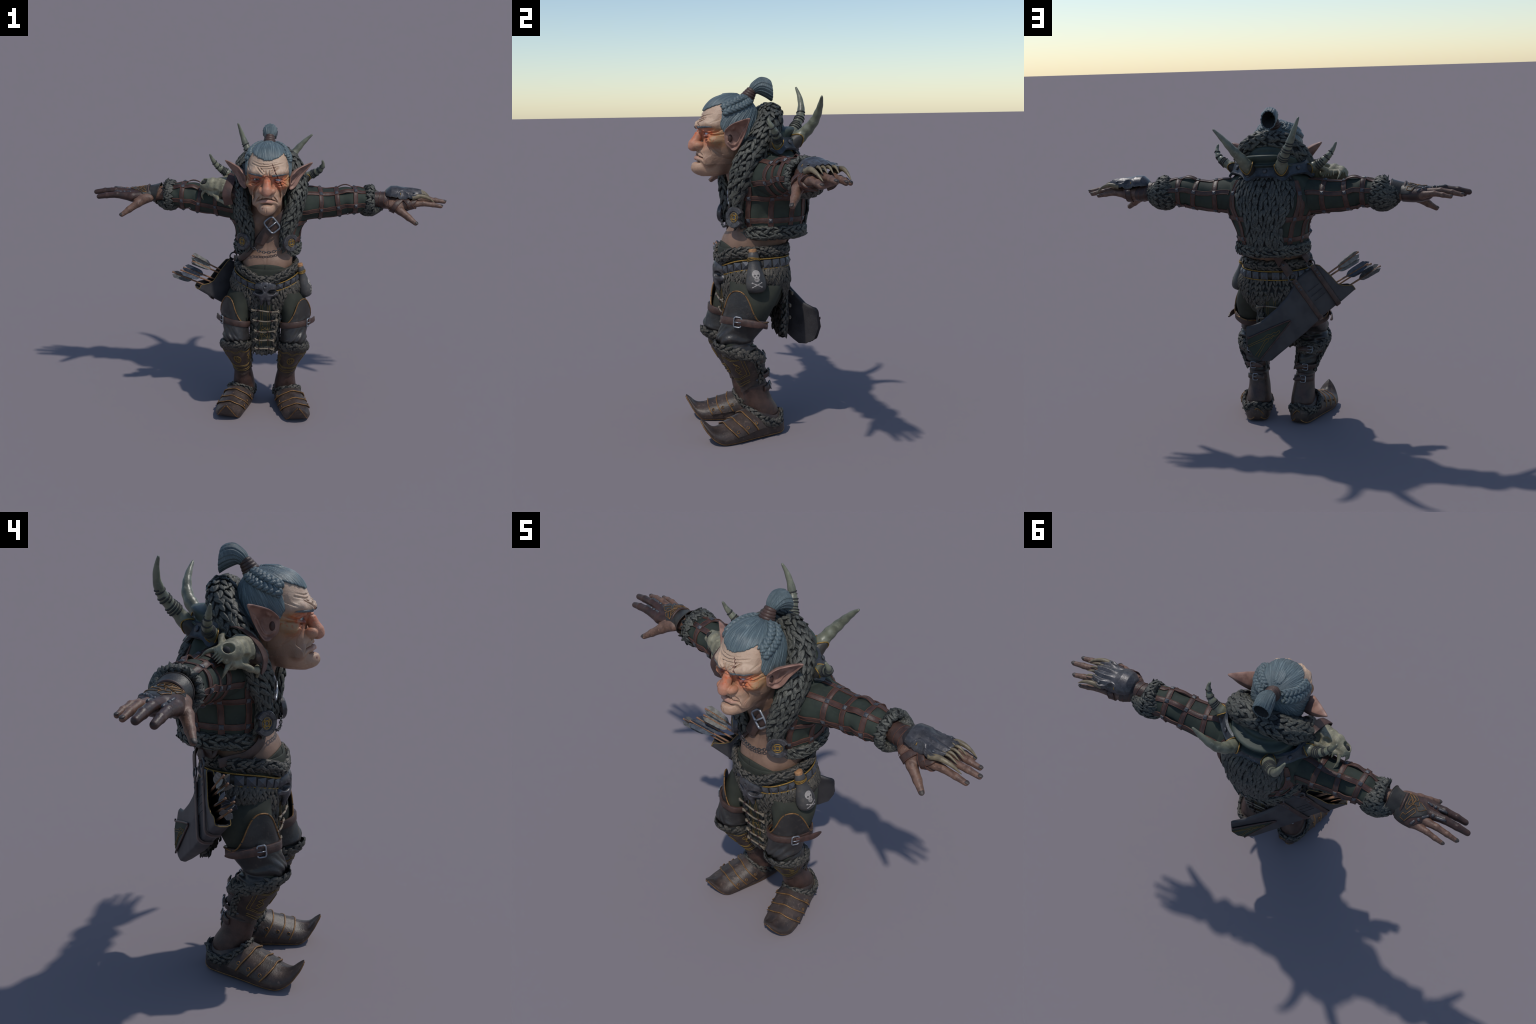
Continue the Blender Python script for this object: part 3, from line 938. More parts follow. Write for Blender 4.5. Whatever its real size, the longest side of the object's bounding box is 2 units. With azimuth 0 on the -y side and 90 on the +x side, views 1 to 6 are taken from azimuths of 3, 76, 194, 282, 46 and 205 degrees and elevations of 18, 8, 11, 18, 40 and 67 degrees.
def ribbed(path, nu, nv, up, amp=.0013):
    G = tube_grid(path, up, nu, nv)
    th = np.linspace(0, 2 * PI, nv, endpoint=False)
    c = G.mean(1, keepdims=True)
    k = 1 + amp / .035 * (np.sin(th * 17) + .7 * np.sin(th * 29 + 1) + .6 * np.sin(th * 11 + 2))
    return c + (G - c) * k[None, :, None]


def tail_rings(rows, nu, nv, amp):
    """rows: top y, top z, bottom y, bottom z, half width"""
    R = spline(A(*rows), nu); th = np.linspace(0, 2 * PI, nv, endpoint=False)
    k = 1 + amp * (np.sin(th * 17) + .7 * np.sin(th * 29 + 1) + .6 * np.sin(th * 11 + 2))
    c, sn = np.cos(th) * k, np.sin(th) * k
    cy, cz, hy, hz = (R[:, 0] + R[:, 2]) / 2, (R[:, 1] + R[:, 3]) / 2, (R[:, 0] - R[:, 2]) / 2, (R[:, 1] - R[:, 3]) / 2
    return np.stack([R[:, 4, None] * c, cy[:, None] + hy[:, None] * sn, cz[:, None] + hz[:, None] * sn], -1)


TAIL = [(-.004, 1.611, .022, 1.578, .022), (.010, 1.634, .034, 1.585, .031), (.046, 1.658, .049, 1.581, .039), (.078, 1.656, .078, 1.567, .041), (.098, 1.645, .104, 1.550, .040)]
G = tail_rings(TAIL, 34, 96, .032)
IN = [(.096, 1.640, .101, 1.556, .035), (.070, 1.642, .072, 1.582, .032), (.040, 1.630, .044, 1.600, .018), (.030, 1.620, .034, 1.606, .006)]
Gi = tail_rings(IN, 14, 96, .03)
part("ponytail", np.vstack([G.reshape(-1, 3), Gi[:1].reshape(-1, 3)]), grid_faces(35, 96, True), M["hair"], hair)
part("ponytail_hollow", Gi.reshape(-1, 3), grid_faces(14, 96, True, False), M["underfur"], hair)  # inner hair coloured near black, shade of the mouth put into colour
s = Soup()
for i, t in enumerate(np.linspace(0, 1, 5)):
    c0 = A(0, -.020, 1.556) * (1 - t) + A(0, .008, 1.597) * t
    r0 = .036 * (1 - t) + .0235 * t
    g = tube_grid([(*(c0 - BAX * .0085), r0, r0 * .95), (*(c0 - BAX * .003), r0 + .0035, r0 * .95 + .003), (*(c0 + BAX * .005), r0 + .002, r0 * .95 + .002), (*(c0 + BAX * .009), r0 - .003, r0 * .95 - .003)],
                  nrm(A(.1 * (-1) ** i, -1, .2)), 10, 40)
    s.add(g.reshape(-1, 3), grid_faces(10, 40, True, True))
s.make("hair_tie", M["strap_dark"], hair)
# ------------------------------------------------------------------ strips, studs, rivets
def ribbon(S, uv, width, off=0.002, thick=0.004, n=None, bulge=None):
    """Leather band lying on surface S along the (u, v) path; returns mesh and both edge lines."""
    uv = np.asarray(uv, float)
    n = n or max(12, len(uv))
    uv = even(uv, n) if len(uv) != n else uv
    P, N, _, _ = S.at(uv[:, 0], uv[:, 1], 0.0)
    T = nrm(np.gradient(P, axis=0)); B = np.cross(N, T)
    w = width / 2
    o = off + (bulge if bulge is not None else np.zeros(n))
    o = np.broadcast_to(o, (n,))
    prof = [(-1, -.6), (-1, .55), (-.86, 1), (0, 1.12), (.86, 1), (1, .55), (1, -.6)]
    G = np.stack([P + B * (a * w) + N * (o + b * thick)[:, None] for a, b in prof], 1)
    V, F = G.reshape(-1, 3), grid_faces(n, len(prof), True, True)
    e1 = P + B * (w * .93) + N * (o + thick)[:, None]
    e2 = P - B * (w * .93) + N * (o + thick)[:, None]
    return V, F, e1, e2


def pyramid(c, n, t, a, h):
    n = nrm(n); t = nrm(np.asarray(t) - n * np.dot(t, n)); b = np.cross(n, t)
    k = a / 2
    base = [c + t * (x * k) + b * (y * k) - n * .002 for x, y in ((-1, -1), (1, -1), (1, 1), (-1, 1))]
    mid = [c + t * (x * k) + b * (y * k) + n * (.25 * h) for x, y in ((-1, -1), (1, -1), (1, 1), (-1, 1))]
    V = np.array(base + mid + [c + n * h])
    F = [(3, 2, 1, 0)] + [(i, (i + 1) % 4, 4 + (i + 1) % 4, 4 + i) for i in range(4)] + [(4 + i, 4 + (i + 1) % 4, 8) for i in range(4)]
    return V, F


PYR = None
def stud(c, n, t, a=.02, h=.008, parent=None, name="stud", mat=None):
    """pyramid stud: shared mesh placed by matrix"""
    global PYR
    if PYR is None:
        V, F = pyramid(A(0, 0, 0), A(0, 0, 1), A(1, 0, 0), 1, .42)
        V[:4, 2] = -.12
        PYR = mesh("stud", V, F, False); fix_normals(PYR); PYR.materials.append(M["stud"])
    n = nrm(n); t = nrm(np.asarray(t) - n * np.dot(t, n)); b = np.cross(n, t)
    ob = bpy.data.objects.new(name, PYR); bpy.context.scene.collection.objects.link(ob)
    ob.parent = parent or root
    ob.matrix_world = Matrix(((t[0] * a, b[0] * a, n[0] * h * 2.4, c[0]), (t[1] * a, b[1] * a, n[1] * h * 2.4, c[1]), (t[2] * a, b[2] * a, n[2] * h * 2.4, c[2]), (0, 0, 0, 1)))
    return ob


DOME = None
def rivet(c, n, r=.006, parent=None, flat=.55, mat=None):
    global DOME
    if DOME is None:
        u = np.linspace(0, PI / 2, 6)[:, None]; v = np.linspace(0, 2 * PI, 16, endpoint=False)[None]
        G = np.stack([np.cos(u) * np.cos(v), np.cos(u) * np.sin(v), np.sin(u) + 0 * v], -1)
        G = np.concatenate([G[:1] - A(0, 0, .4), G])
        DOME = mesh("rivet", G.reshape(-1, 3), grid_faces(7, 16, True, True)); fix_normals(DOME); DOME.materials.append(M["stud"])
    n = nrm(n); t = nrm(np.cross(n, A(.3, .2, .93))); b = np.cross(n, t)
    ob = bpy.data.objects.new("rivet", DOME); bpy.context.scene.collection.objects.link(ob)
    ob.parent = parent or root
    k = r * flat
    ob.matrix_world = Matrix(((t[0] * r, b[0] * r, n[0] * k, c[0]), (t[1] * r, b[1] * r, n[1] * k, c[1]), (t[2] * r, b[2] * r, n[2] * k, c[2]), (0, 0, 0, 1)))
    return ob


# ------------------------------------------------------------------ jacket
JROWS = [(.938, 0, -.084, .229, .171), (.955, 0, -.088, .233, .174), (1.00, 0, -.098, .243, .178), (1.04, 0, -.103, .250, .183), (1.08, 0, -.106, .254, .194), (1.137, 0, -.106, .252, .222),
         (1.18, 0, -.108, .246, .238), (1.23, 0, -.102, .236, .240), (1.275, 0, -.080, .218, .224), (1.315, 0, -.044, .196, .188), (1.345, 0, 0.0, .165, .13)]
gap = math.radians(21)
JG = loft_z(JROWS, 70, 140, 2.18, -PI / 2 + gap, 1.5 * PI - gap, True)
# cloth relief: soft folds
th = np.linspace(0, 1, 140)[None]; zz = np.linspace(0, 1, 70)[:, None]
JS = Surf(JG, False)
JG = JG + JS.N * (.0022 * np.sin(zz * 19 + 3 * np.sin(th * 21)) + .002 * np.sin(th * 57 + zz * 9))[..., None]
JS = Surf(JG, False)
if JS.N[35, 70, 1] < 0: JS = Surf(JG, False, flip=True)
Vj, Fj = solid(JG, .008)
jacket = part("jacket", Vj, Fj, M["green"])


def jv(deg):           # v parameter of the jacket for a compass angle (0 = +x, 90 = back)
    return (math.radians(deg) + PI / 2 - gap) / (2 * PI - 2 * gap)


def ju(z):
    return float(np.interp(z, np.linspace(0, 1, 70) * 0 + JG[:, 0, 2], np.linspace(0, 1, 70)))


def fur_half(z):       # half angle (deg) of the fur panel down the back
    return np.interp(z, [.93, .99, 1.08, 1.20, 1.30, 1.36], [46, 30, 25, 34, 42, 46])


edges = Soup(); bands = Soup()
def band(S, uv, w, bulge=None, n=40, thick=.0026):
    v, f, e1, e2 = ribbon(S, uv, w, .001, thick, n, bulge)
    bands.add(v, f)
    for e in (e1, e2):
        v, f = rope(e, .0013, 5); edges.add(v, f)


VERT = [-42, -8, 22, 50]
for sx in (1, -1):
    for a in VERT:
        aa = a if sx > 0 else 180 - a
        z1 = 1.30 if a in (50,) else 1.17
        zs = np.linspace(.958, z1, 30)
        drift = (zs - 1.0) * (14 if a == 50 else 0) * sx
        band(JS, [(ju(z), jv(aa - d)) for z, d in zip(zs, drift)], .024)
    for z in (1.115, 1.012):
        hi = 90 - fur_half(z) * .85
        angs = np.linspace(-58, hi, 40)
        band(JS, [(ju(z), jv(q if sx > 0 else 180 - q)) for q in angs], .023)
        for a in VERT:
            q = a if a != 50 else 50 - (z - 1.0) * 14
            p, n, tu, tv = JS.at(np.array([ju(z)]), np.array([jv(q if sx > 0 else 180 - q)]), .0045)
            if q < 90 - fur_half(z): stud(p[0], n[0], tv[0], .019, .007, jacket)
    # armhole strap running up over the shoulder blade
    zs = np.linspace(1.115, 1.30, 24)
    band(JS, [(ju(z), jv((38 + (z - 1.115) * 60) if sx > 0 else 180 - (38 + (z - 1.115) * 60))) for z in zs], .024)
    p, n, tu, tv = JS.at(np.array([ju(1.24)]), np.array([jv(46 if sx > 0 else 134)]), .0045)
    stud(p[0], n[0], tv[0], .02, .007, jacket)

# back fur panel
PG = []
for z in np.linspace(.942, 1.330, 50):
    h = fur_half(z)
    PG.append(JS.at(np.full(40, ju(z)), np.array([jv(90 + h * q) for q in np.linspace(-1, 1, 40)]), .004)[0])
PG = np.array(PG)
PS = Surf(PG, False)
if PS.N[25, 20, 1] < 0: PS = Surf(PG, False, flip=True)
fur_back = PS.part("fur_back_panel", M["underfur"], jacket)
fs = FurSoup()
scatter(fs, PS, .050, .0215, .0080, lift=1.1, sign=-1, swirl=.17, seed=11, density=1.12)
fs.make("fur_tufts", M["fur_back"], fur_back)

# fur hem, tube round the waist from lapel to lapel
angs = np.radians(np.linspace(-62, 242, 30))
hem = []
for a in angs:
    p, n, _, _ = JS.at(np.array([ju(.955)]), np.array([jv(math.degrees(a))]), 0)
    b = 1.0
    hem.append((*(p[0] + n[0] * .002 + A(0, 0, -.002)), .012 * b, .026 * b))
HG = tube_grid(hem, (0, 0, 1), 110, 20)
HS = Surf(HG, True)
if (HS.N[55] * (HG[55] - HG[55].mean(0))).sum() < 0: HS = Surf(HG, True, flip=True)
hem_ob = HS.part("fur_hem", M["underfur"], jacket, caps=True)
fs = FurSoup()
scatter(fs, HS, .038, .0175, .0070, lift=.9, swirl=.42, seed=12, density=1.15)
fs.make("fur_tufts", M["fur"], hem_ob)

# collar: great fur roll from lapel to lapel behind the head
half = [(.102, -.080, .985, .020, .018), (.104, -.092, 1.05, .025, .020), (.113, -.096, 1.11, .033, .024), (.134, -.089, 1.17, .046, .028), (.152, -.070, 1.225, .055, .034),
        (.158, -.045, 1.28, .056, .045), (.154, -.010, 1.335, .055, .053), (.137, .030, 1.395, .053, .056), (.107, .061, 1.443, .050, .054), (.058, .080, 1.480, .047, .052)]
full = [(-a, b, c, d, e) for a, b, c, d, e in half] + [(0, .086, 1.488, .044, .050)] + half[::-1]
full = np.array(full)
ups = []
for r in spline(full, 150):
    ups.append(r)
CP = spline(full, 150)
T = nrm(np.gradient(CP[:, :3], axis=0))
axis_pt = A(0, -.05, 0)
outv = CP[:, :3] - A(0, -.02, 1.30)
outv[:, 2] *= .55
flat = np.exp(-((np.abs(np.linspace(-1, 1, 150)) - 1) / .35) ** 2)[:, None]   # lapels face forward
outv = nrm(nrm(outv) * (1 - flat) + nrm(A(.25, -1, .15) * A(1, 1, 1))[None] * flat * A(1, 1, 1) * np.stack([np.sign(CP[:, 0]), np.ones(150), np.ones(150)], 1))
U = nrm(outv - T * (outv * T).sum(1)[:, None])
W = np.cross(T, U)
th = np.linspace(0, 2 * PI, 32, endpoint=False)
CG = CP[:, None, :3] + W[:, None] * (CP[:, 3, None, None] * np.cos(th)[None, :, None]) + U[:, None] * (CP[:, 4, None, None] * np.sin(th)[None, :, None])
CS = Surf(CG, True)
if (CS.N[75] * (CG[75] - CG[75].mean(0))).sum() < 0: CS = Surf(CG, True, flip=True)
collar = CS.part("fur_collar", M["underfur"], jacket, caps=True)
fs = FurSoup()
scatter(fs, CS, .050, .0215, .0085, lift=1.0, swirl=.36, seed=13, u0=0, u1=.5, sign=-1, density=1.12)
scatter(fs, CS, .050, .0215, .0085, lift=1.0, swirl=.36, seed=14, u0=.5, u1=1, sign=1, density=1.12)
fs.make("fur_tufts", M["fur"], collar)

# ------------------------------------------------------------------ sleeves
sleeve_of = {}
for sx in (1, -1):
    P = [(.135, .085, 1.205, .115, .105), (.185, .070, 1.210, .114, .094), (.235, .073, 1.213, .104, .090), (.29, .081, 1.213, .090, .083), (.34, .083, 1.215, .083, .079), (.395, .082, 1.221, .082, .077),
         (.435, .083, 1.232, .078, .073), (.48, .084, 1.233, .080, .073), (.52, .089, 1.233, .074, .066), (.56, .094, 1.230, .072, .066)]
    P = [(sx * a, b, c, d, e) for a, b, c, d, e in P]
    G = tube_grid(P, (0, 0, 1), 70, 72)
    uu = np.linspace(0, 1, 70)[:, None]; vv = np.linspace(0, 2 * PI, 72, endpoint=False)[None]
    S = Surf(G, True, flip=False)
    if (S.N[35] * (G[35] - G[35].mean(0))).sum() < 0: S = Surf(G, True, flip=True)
    G = G + S.N * (.0028 * np.sin(uu * 34 + 2.2 * np.sin(vv * 2 + 1)) * np.clip(uu * 2 - .6, 0, 1) + .0015 * np.sin(vv * 5 + uu * 20))[..., None]
    S = Surf(G, True); 
    if (S.N[35] * (G[35] - G[35].mean(0))).sum() < 0: S = Surf(G, True, flip=True)
    sl = S.part("sleeve", M["green"], jacket)
    sleeve_of[sx] = (S, sl)
    xs = np.abs(G[:, :, 0].mean(1))
    su = lambda x: np.interp(x, xs, np.linspace(0, 1, 70))
    C = G.mean(1)
    def sv(psi, u):    # v at which the ring points to compass psi (0 = up, 90 = front)
        i = int(round(u * 69)); d = G[i] - C[i]
        a = np.arctan2(-d[:, 1], d[:, 2])
        k = int(np.argmin(np.abs((a - psi + PI) % (2 * PI) - PI)))
        return k / 72
    psis = [math.radians(q) for q in (42, 102, 162, 222, 285, 345)]
    b2, e2 = bands, edges
    bands, edges = Soup(), Soup()
    rings = (.287, .392, .482)
    for x in rings:
        vs = np.linspace(0, 1, 61)
        band(S, np.stack([np.full(61, su(x)), vs], 1), .024, n=61)
    for psi in psis:
        xl = np.linspace(.165, .535, 52)
        u = su(xl)
        v = np.array([sv(psi + .05 * math.sin(9 * x), q) for x, q in zip(xl, u)])
        v = np.unwrap(v * 2 * PI) / (2 * PI)
        v = np.convolve(np.r_[[v[0]] * 4, v, [v[-1]] * 4], np.ones(9) / 9, 'valid')
        bul = .011 * np.exp(-((xl - .438) / .022) ** 2) * (1 if psi < 1.0 or psi > 3.5 else .3)
        band(S, np.stack([u, v], 1), .023, bulge=bul, n=52)
        for x in rings:
            p, n, tu, tv = S.at(np.array([su(x)]), np.array([np.interp(x, xl, v)]), .006)
            stud(p[0], n[0], tu[0], .0185, .0075, sl)
    bands.make("leather_strap", M["strap"], sl, sharp=50)
    edges.make("strap_edging", M["stitch"], sl)
    bands, edges = b2, e2
    # fur cuff
    cp = [(.524, .090, 1.233, .060, .056), (.532, .093, 1.231, .072, .068), (.548, .096, 1.229, .083, .081), (.567, .097, 1.229, .085, .083), (.588, .097, 1.229, .083, .081), (.600, .096, 1.230, .074, .071), (.602, .093, 1.233, .050, .047)]
    cp = [(sx * a, b, c, d, e) for a, b, c, d, e in cp]
    G = tube_grid(cp, (0, 0, 1), 40, 64)
    S2 = Surf(G, True)
    if (S2.N[20] * (G[20] - G[20].mean(0))).sum() < 0: S2 = Surf(G, True, flip=True)
    cu = S2.part("fur_cuff", M["underfur"], jacket, caps=True)
    fs = FurSoup()
    scatter(fs, S2, .036, .0175, .0066, lift=.30, swirl=.35, seed=21 + sx, u0=.05, u1=.80, sign=-1, density=1.15)
    scatter(fs, S2, .026, .0165, .0060, lift=.2, swirl=.3, seed=25 + sx, u0=.76, u1=1, sign=1, density=1.1)
    fs.make("fur_tufts", M["fur"], cu)
bands.make("leather_strap", M["strap"], jacket, sharp=50)
edges.make("strap_edging", M["stitch"], jacket)

# ------------------------------------------------------------------ hood folds behind the collar
def hood():
    nu, nv = 60, 90
    G = np.zeros((nu, nv, 3))
    v = np.linspace(-1, 1, nv)
    for i, u in enumerate(np.linspace(0, 1, nu)):
        # from under the collar (u=0) out over the back to the plate (u=1)
        y = np.interp(u, [0, .3, .6, .85, 1], [.108, .168, .202, .208, .165])
        z = np.interp(u, [0, .3, .6, .85, 1], [1.475, 1.447, 1.415, 1.385, 1.362])
        wx = np.interp(u, [0, .4, .8, 1], [.095, .145, .165, .165])
        X_ = wx * np.sin(v * PI / 2 * .98)
        bow = np.cos(v * PI / 2 * .98)
        ymin = np.interp(u, [0, 1], [.05, .03])
        Y = ymin + (y - ymin) * bow ** .8
        fold = .014 * np.sin(u * 17 + 1.2 * v * v - .6) * (bow ** .6) * (np.sin(PI * u) ** .5)
        droop = -.045 * (1 - bow) - .012 * np.exp(-((v - .1) / .4) ** 2) * u
        G[i] = np.stack([X_, Y + fold, z + droop + fold * .6], 1)
    V, F = solid(G, .006)
    return part("hood", V, F, M["hood"], jacket)


hood()
# ------------------------------------------------------------------ spiked shoulder plate with four horns
def plate_ring(a, z):
    """point on the back of the shoulders at compass angle a (deg, 90 = back)"""
    r = math.radians(a)
    p, n, _, _ = JS.at(np.array([ju(min(z, 1.335))]), np.array([jv(a)]), .016)
    return p[0], n[0]


HORN_ANG = {"back": 24, "side": 78}
PLW = []
nv = 120
angs = np.linspace(90 - 92, 90 + 92, nv)
G = []
def plate_curve(a):
    """centre line of the gorget plate: angle -> x, y, z"""
    q = math.radians(a)
    return A(.200 * math.cos(q), .045 + .156 * math.sin(q) if math.sin(q) > 0 else .045 + .05 * math.sin(q), 1.346 + .014 * abs(math.cos(q)))


for t in np.linspace(0, 1, 12):
    row = []
    for a in angs:
        d = abs(a - 90)
        lob = max(math.exp(-((d - 24) / 9) ** 2), math.exp(-((d - 78) / 9) ** 2))
        c = plate_curve(a)
        out = nrm(A(math.cos(math.radians(a)), math.sin(math.radians(a)), 0))
        up = nrm(A(0, 0, 1) - out * .45)
        lo = -.020 - .030 * lob; hi = .030 + .012 * lob
        h = lo + (hi - lo) * t
        rim = .004 * math.exp(-(t / .08) ** 2) + .003 * math.exp(-((1 - t) / .08) ** 2)
        row.append(c + up * h + out * (rim + .004))
    G.append(row)
G = np.array(G)
V, F = solid(G, .012)
plate = part("shoulder_plate", V, F, M["plate"], jacket, sharp=40)
for a in (90, 90 - 51, 90 + 51):
    c = plate_curve(a); out = nrm(A(math.cos(math.radians(a)), math.sin(math.radians(a)), .45))
    rivet(c + out * .006 + A(0, 0, .006), out, .0115, plate, .5)


def horn(path, r0, wraps, sock, seed):
    rng = np.random.default_rng(seed)
    C = even(spline(A(*path), 60), 64)
    t = np.linspace(0, 1, 64)
    r = r0 * (1 - t) ** .75 * (1 + .06 * np.sin(t * 40)) + .0042
    r = np.minimum(r, r0 * 1.02)
    v, f = rope(C, r, 18)
    h = part("horn", v, f, M["horn"], plate)
    # dark cord wound about it
    if wraps:
        s = Soup()
        T = nrm(np.gradient(C, axis=0)); u0 = nrm(np.cross(T, (0.3, .6, .7))); w0 = np.cross(T, u0)
        for a, b, k in wraps:
            q = np.linspace(a, b, int(40 * k) + 8)
            ph = 2 * PI * k * (q - a) / (b - a) + rng.uniform(0, 6)
            cc = np.stack([np.interp(q, t, C[:, i]) for i in range(3)], 1)
            uu = np.stack([np.interp(q, t, u0[:, i]) for i in range(3)], 1); ww = np.stack([np.interp(q, t, w0[:, i]) for i in range(3)], 1)
            rr = np.interp(q, t, r)
            p = cc + (uu * np.cos(ph)[:, None] + ww * np.sin(ph)[:, None]) * (rr * 1.0)[:, None]
            v, f = rope(p, .0036, 6); s.add(v, f)
        s.make("cord_wrap", M["wrap"], h)
    # leather socket with pointed gold-edged collar
    T0 = nrm(C[6] - C[0]); e1 = nrm(np.cross(T0, A(0, 0, 1))); e2 = np.cross(e1, T0)
    th = np.linspace(0, 2 * PI, 48, endpoint=False)
    top = sock * (.42 + .58 * np.abs(np.cos(th)) ** 1.6)
    ring = lambda d, rad: C[0] + T0 * np.asarray(d)[..., None] * 1.0 + (e1 * np.cos(th)[:, None] + e2 * np.sin(th)[:, None]) * np.asarray(rad)[..., None]
    G = np.array([ring(np.full(48, -.030), np.full(48, r0 * 1.35)), ring(np.full(48, -.006), np.full(48, r0 * 1.32)), ring(top * .45, np.full(48, r0 * 1.22)), ring(top * .8, np.full(48, r0 * 1.14)), ring(top, np.full(48, r0 * 1.10)), ring(top - .001, np.full(48, r0 * .9))])
    sk = part("horn_socket", G.reshape(-1, 3), grid_faces(6, 48, True), M["glove_dark"], plate)
    v, f = rope(ring(top, np.full(48, r0 * 1.12)), .0024, 6, True); part("socket_trim", v, f, M["gold"], sk)
    G = np.array([ring(np.full(48, -.034 + .006 * k), np.full(48, r0 * q)) for k, q in enumerate((1.2, 1.58, 1.66, 1.58, 1.25))])
    part("socket_ring", G.reshape(-1, 3), grid_faces(5, 48, True), M["hood"], sk)
    nst = 60
    th2 = np.linspace(0, 2 * PI, nst, endpoint=False)
    p = C[0] + T0 * (-.016) + (e1 * np.cos(th2)[:, None] + e2 * np.sin(th2)[:, None]) * (r0 * 1.62) + T0 * (.0022 * np.cos(th2 * 15))[:, None]
    v, f = rope(p, .0020, 5, True); part("gold_cord", v, f, M["gold"], sk)
    for k, ang in enumerate((PI / 2, -PI / 2)):
        d = e1 * math.cos(ang) + e2 * math.sin(ang)
        rivet(C[0] + T0 * .012 + d * r0 * 1.24, d, .0085, sk)


horn([(.083, .168, 1.346), (.090, .205, 1.378), (.108, .244, 1.418), (.131, .266, 1.451), (.153, .275, 1.479), (.179, .279, 1.509), (.208, .278, 1.539), (.237, .274, 1.566)], .031, None, .068, 1)
horn([(-.078, .168, 1.342), (-.085, .203, 1.370), (-.097, .230, 1.405), (-.118, .259, 1.441), (-.141, .282, 1.480), (-.161, .293, 1.525), (-.178, .290, 1.573), (-.194, .277, 1.619)], .030, [(.30, .42, 3.5), (.46, .54, 2.0), (.58, .63, 1.4)], .064, 2)
horn([(.180, .064, 1.345), (.215, .068, 1.366), (.254, .060, 1.388), (.286, .040, 1.416), (.298, .020, 1.446), (.294, .009, 1.472)], .025, [(.34, .50, 3.5), (.58, .64, 1.4), (.76, .79, 1)], .052, 3)
horn([(-.180, .064, 1.342), (-.222, .074, 1.362), (-.262, .078, 1.384), (-.296, .070, 1.414), (-.320, .058, 1.450), (-.334, .050, 1.481)], .025, [(.30, .48, 4), (.56, .62, 1.4), (.72, .75, 1)], .052, 4)

# ------------------------------------------------------------------ beast skull on the right shoulder
SK0 = A(-.209, -.036, 1.303)
SF = nrm(A(-.97, .16, .15)); SW = nrm(A(.0, -.755, -.655) - SF * np.dot(A(.0, -.755, -.655), SF)); SU = np.cross(SW, SF)
if SU[2] < 0: SU = -SU

SKW = 1.18


def f_beast(P):
    d0 = P - SK0
    L = np.stack([d0 @ SF, np.abs(d0 @ SW) / SKW, (d0 @ SU) / SKW], 1)
    d = ell(L, (.03, 0, .006), (.060, .048, .036))
    d = smin(d, chain(L, [(.03, 0, .010), (.10, 0, .010), (.150, 0, -.002)], [.040, .032, .027]), .02)
    d = smin(d, chain(L, [(.02, 0, .040), (.085, 0, .036)], [.007, .006]), .012)                      # crest
    d = smin(d, chain(L, [(-.02, .062, -.004), (.010, .074, -.004), (.05, .064, -.006), (.085, .038, -.010)], [.008, .010, .010, .012]), .012)   # cheek arch
    d = smin(d, chain(L, [(-.004, .074, -.002), (-.028, .080, -.026)], [.008, .005]), .008)
    d = smin(d, chain(L, [(.155, .020, -.016), (.10, .034, -.018), (.05, .036, -.022)], [.010, .010, .010]), .008)            # tooth row
    d = smax(d, -ell(L, (.028, .052, .012), (.024, .016, .020)), .006)                            # temple hollow
    d = smax(d, -ell(L, (.072, .044, .014), (.019, .020, .015)), .006)                            # eye socket
    d = smax(d, -ell(L, (.158, .0, .016), (.026, .017, .016)), .006)                              # nose cavity
    d = smax(d, -ell(L, (.06, 0, -.045), (.10, .026, .026)), .008)                               # palate
    d = d + .0015 * np.sin(L[:, 0] * 150) * np.exp(-(L[:, 2] - .03) ** 2 / .0004)
    return d


v, f = surface_nets(f_beast, (-.41, -.16, 1.20), (-.15, .07, 1.41), .0026, .03)
beast = part("animal_skull", v, f, M["bone"], fix=False)


def loc(a, b, c):
    return SK0 + SF * a + SW * b * SKW + SU * c * SKW


def fang(pts, r, mat, parent, name="fang", power=.7):
    C = even(spline(A(*pts), 24), 22); t = np.linspace(0, 1, 22)
    v, f = rope(C, r * np.maximum(1 - t, .02) ** power, 10)
    return part(name, v, f, mat, parent)


for s in (1, -1):
    fang([loc(.142, s * .027, -.014), loc(.155, s * .040, -.040), loc(.146, s * .046, -.072)], .0105, M["bone"], beast)
    for k, a in enumerate((.118, .104, .090, .076, .062)):
        fang([loc(a, s * .034, -.018), loc(a, s * .036, -.040)], .0070, M["bone"], beast, "tooth", .45)
    for k, b in enumerate((.004, .012)):
        fang([loc(.170, s * b, -.014), loc(.176, s * b, -.036)], .0048, M["bone"], beast, "tooth", .5)
v, f = ball(loc(.156, 0, .006), .014); part("nose_hollow", v, f, M["dark"], beast)  # near-black ball in the nose cavity, its shade as colour
# strap that carries the skull
pts = [loc(-.02, .085, .00), loc(.00, .06, .040), loc(.002, 0, .052), loc(.0, -.06, .040), loc(-.02, -.085, .00)]
pts = spline(np.array(pts), 30)
T = nrm(np.gradient(pts, axis=0)); N = nrm(pts - SK0 + SU * .02); N = nrm(N - T * (N * T).sum(1)[:, None]); B = np.cross(T, N)
G = np.stack([pts + B * a + N * b for a, b in ((-.024, 0), (-.024, .004), (0, .0055), (.024, .004), (.024, 0))], 1)
part("skull_strap", G.reshape(-1, 3), grid_faces(30, 5, True, True), M["strap"], beast, sharp=50)
pad = [(*loc(-.05, 0, .0), .07, .05), (*loc(-.01, 0, .0), .062, .036), (*loc(.03, 0, -.01), .045, .02)]
g = tube_grid(pad, SU, 16, 32); part("skull_backing", g.reshape(-1, 3), grid_faces(16, 32, True, True), M["strap_dark"], beast)

